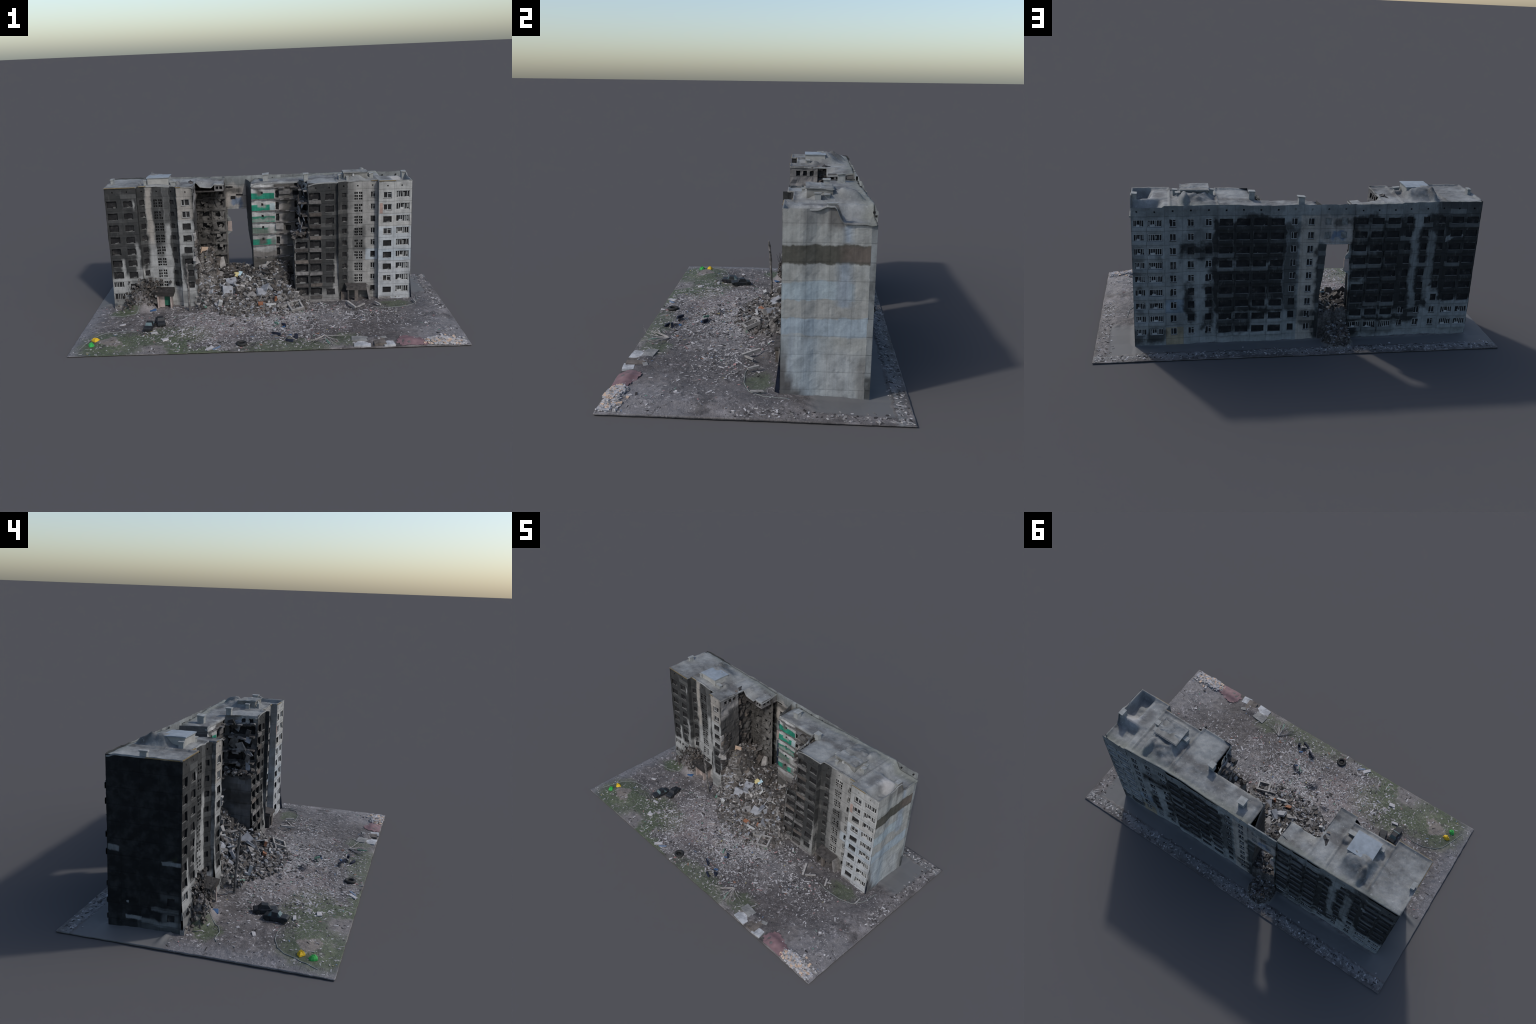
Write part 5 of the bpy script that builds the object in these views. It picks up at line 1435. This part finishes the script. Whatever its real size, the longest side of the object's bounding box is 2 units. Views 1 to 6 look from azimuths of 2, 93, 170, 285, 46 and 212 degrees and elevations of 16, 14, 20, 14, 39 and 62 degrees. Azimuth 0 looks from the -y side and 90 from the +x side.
for p, s, rz, m in (((-0.659, 0.004), (0.038, 0.022, 0.004), 0.3, m_blue), ((0.085, -0.315), (0.022, 0.006, 0.006), 0.6, m_blue), ((0.112, -0.415), (0.022, 0.010, 0.005), 0.5, m_blue), ((0.048, -0.30), (0.030, 0.006, 0.010), -0.9, m_litter[5]),
                    ((0.145, -0.445), (0.016, 0.012, 0.028), 0.2, m_navy), ((0.085, -0.302), (0.03, 0.008, 0.018), -0.7, m_navy), ((0.045, -0.425), (0.05, 0.008, 0.012), -0.5, m_navy), ((0.11, -0.475), (0.04, 0.010, 0.012), -0.4, m_navy),
                    ((-0.527, -0.418), (0.034, 0.022, 0.006), 0.3, m_litter[0]), ((-0.29, -0.53), (0.05, 0.02, 0.005), 0.9, m_litter[0]), ((-0.255, -0.525), (0.045, 0.010, 0.004), 0.7, m_litter[4]), ((-0.79, -0.20), (0.03, 0.014, 0.004), 0.4, m_litter[0]), ((-0.60, -0.325), (0.035, 0.015, 0.008), 0.2, m_litter[0]),
                    ((-0.355, -0.02), (0.014, 0.03, 0.004), 0.4, m_litter[5]), ((0.30, -0.50), (0.006, 0.05, 0.004), 0.3, m_litter[5])):
    slab("scrap", (p[0], p[1], gz(*p) + s[2] * 0.4), s, (0.08, -0.06, rz), m, yard, 0.2)
# low shed roofs, sheeting and spoil along the front edge
for x, y, w, d, h, m, rz in ((0.470, -0.530, 0.082, 0.052, 0.012, m_shed, -0.08), (0.462, -0.478, 0.080, 0.050, 0.013, m_shed2, -0.12), (0.555, -0.515, 0.060, 0.075, 0.010, m_chunks[3], 0.05), (0.600, -0.535, 0.056, 0.046, 0.016, m_shed, 0.1), (0.575, -0.475, 0.05, 0.02, 0.012, m_shed2, 0.4)):
    mb = MB()
    us, vs = np.linspace(-w / 2, w / 2, 10), np.linspace(-d / 2, d / 2, 9)
    f = lambda u, v: (u, v, h + 0.004 * float(fbm(u + x, v + y, 60, 3, 6)) - 0.006 * abs(u) / w)
    mb.sheet(f, us, vs)
    for e in (vs[0], vs[-1]):
        for p, q in zip(us, us[1:]):
            mb.quad(f(p, e), f(q, e), (q, e, -0.004), (p, e, -0.004))
    for e in (us[0], us[-1]):
        for p, q in zip(vs, vs[1:]):
            mb.quad(f(e, p), f(e, q), (e, q, -0.004), (e, p, -0.004))
    weld(put("shed_roof", mb.mesh("shed_roof", [m]), yard, (x, y, gz(x, y) - 0.006), (0, 0, rz)))
mb = MB()
us, vs = np.linspace(0.638, 0.80, 22), np.linspace(-0.556, -0.462, 14)
mb.sheet(lambda u, v: (u, v, gz(u, v) + 0.0025 + 0.012 * float(fbm(u, v, 30, 3, 8)) * float(sm(abs(u - 0.72), 0.08, 0.04))), us, vs, keep=lambda u, v: math.hypot((u - 0.718) / 0.080, (v + 0.525) / 0.058) < 1 + 0.5 * float(fbm(u, v, 40, 2, 3)))
mb.make("purple_sheeting", yard, m_purple, smooth=True)
rs = random.Random(12)
mb = MB()
for i in range(420):
    x, y = rs.gauss(0.87, 0.055), rs.gauss(-0.525, 0.022)
    if not (0.76 < x < 0.985 and -0.556 < y < -0.45):
        continue
    s = rs.uniform(0.004, 0.014)
    mb.box((x, y, gz(x, y) + 0.002), (s * rs.uniform(0.8, 2), s, s * 0.4), rot=Euler((rs.uniform(-0.3, 0.3), rs.uniform(-0.3, 0.3), rs.uniform(0, 3))), m=rs.choice((0, 0, 0, 1, 2)), jit=0.3, r=rs)
o = mb.make("pale_spoil", yard, [m_litter[0], m_chunks[1], m_peach])
o["kind"] = "stuff"
# kerbs round the planting beds
for pts in ([(0.586, -0.048), (0.64, -0.06), (0.738, -0.056), (0.814, -0.030), (0.852, 0.03), (0.861, 0.12)], [(-0.90, -0.08), (-0.874, -0.064), (-0.82, -0.066), (-0.776, -0.048), (-0.745, -0.02), (-0.728, 0.02)],
            [(-0.955, -0.49), (-0.93, -0.42), (-0.90, -0.35), (-0.865, -0.315), (-0.80, -0.29), (-0.74, -0.285), (-0.70, -0.29)]):
    mb = MB()
    px = np.interp(np.linspace(0, len(pts) - 1, 40), range(len(pts)), [p[0] for p in pts])
    py = np.interp(np.linspace(0, len(pts) - 1, 40), range(len(pts)), [p[1] for p in pts])
    mb.tube([(float(a), float(b), gz(a, b) + 0.001) for a, b in zip(px, py)], [0.0018] * 40, 5)
    mb.make("kerb", yard, m_hose, smooth=True)
mb = MB()
mb.tube([(-0.12, -0.06, gz(-0.12, -0.06)), (-0.121, -0.062, 0.075)], [0.003, 0.002], 5)
mb.make("iron_post", yard, m_navy)

bpy.context.view_layer.update()
for o in list(bpy.data.objects):                         # nothing may dip below the underside of the plot
    if o.type == "MESH" and o.data.users == 1:
        M, inv = o.matrix_world, o.matrix_world.inverted()
        for v in o.data.vertices:
            p = M @ v.co
            if p.z < 0.0:
                p.z = 0.0004
                v.co = inv @ p
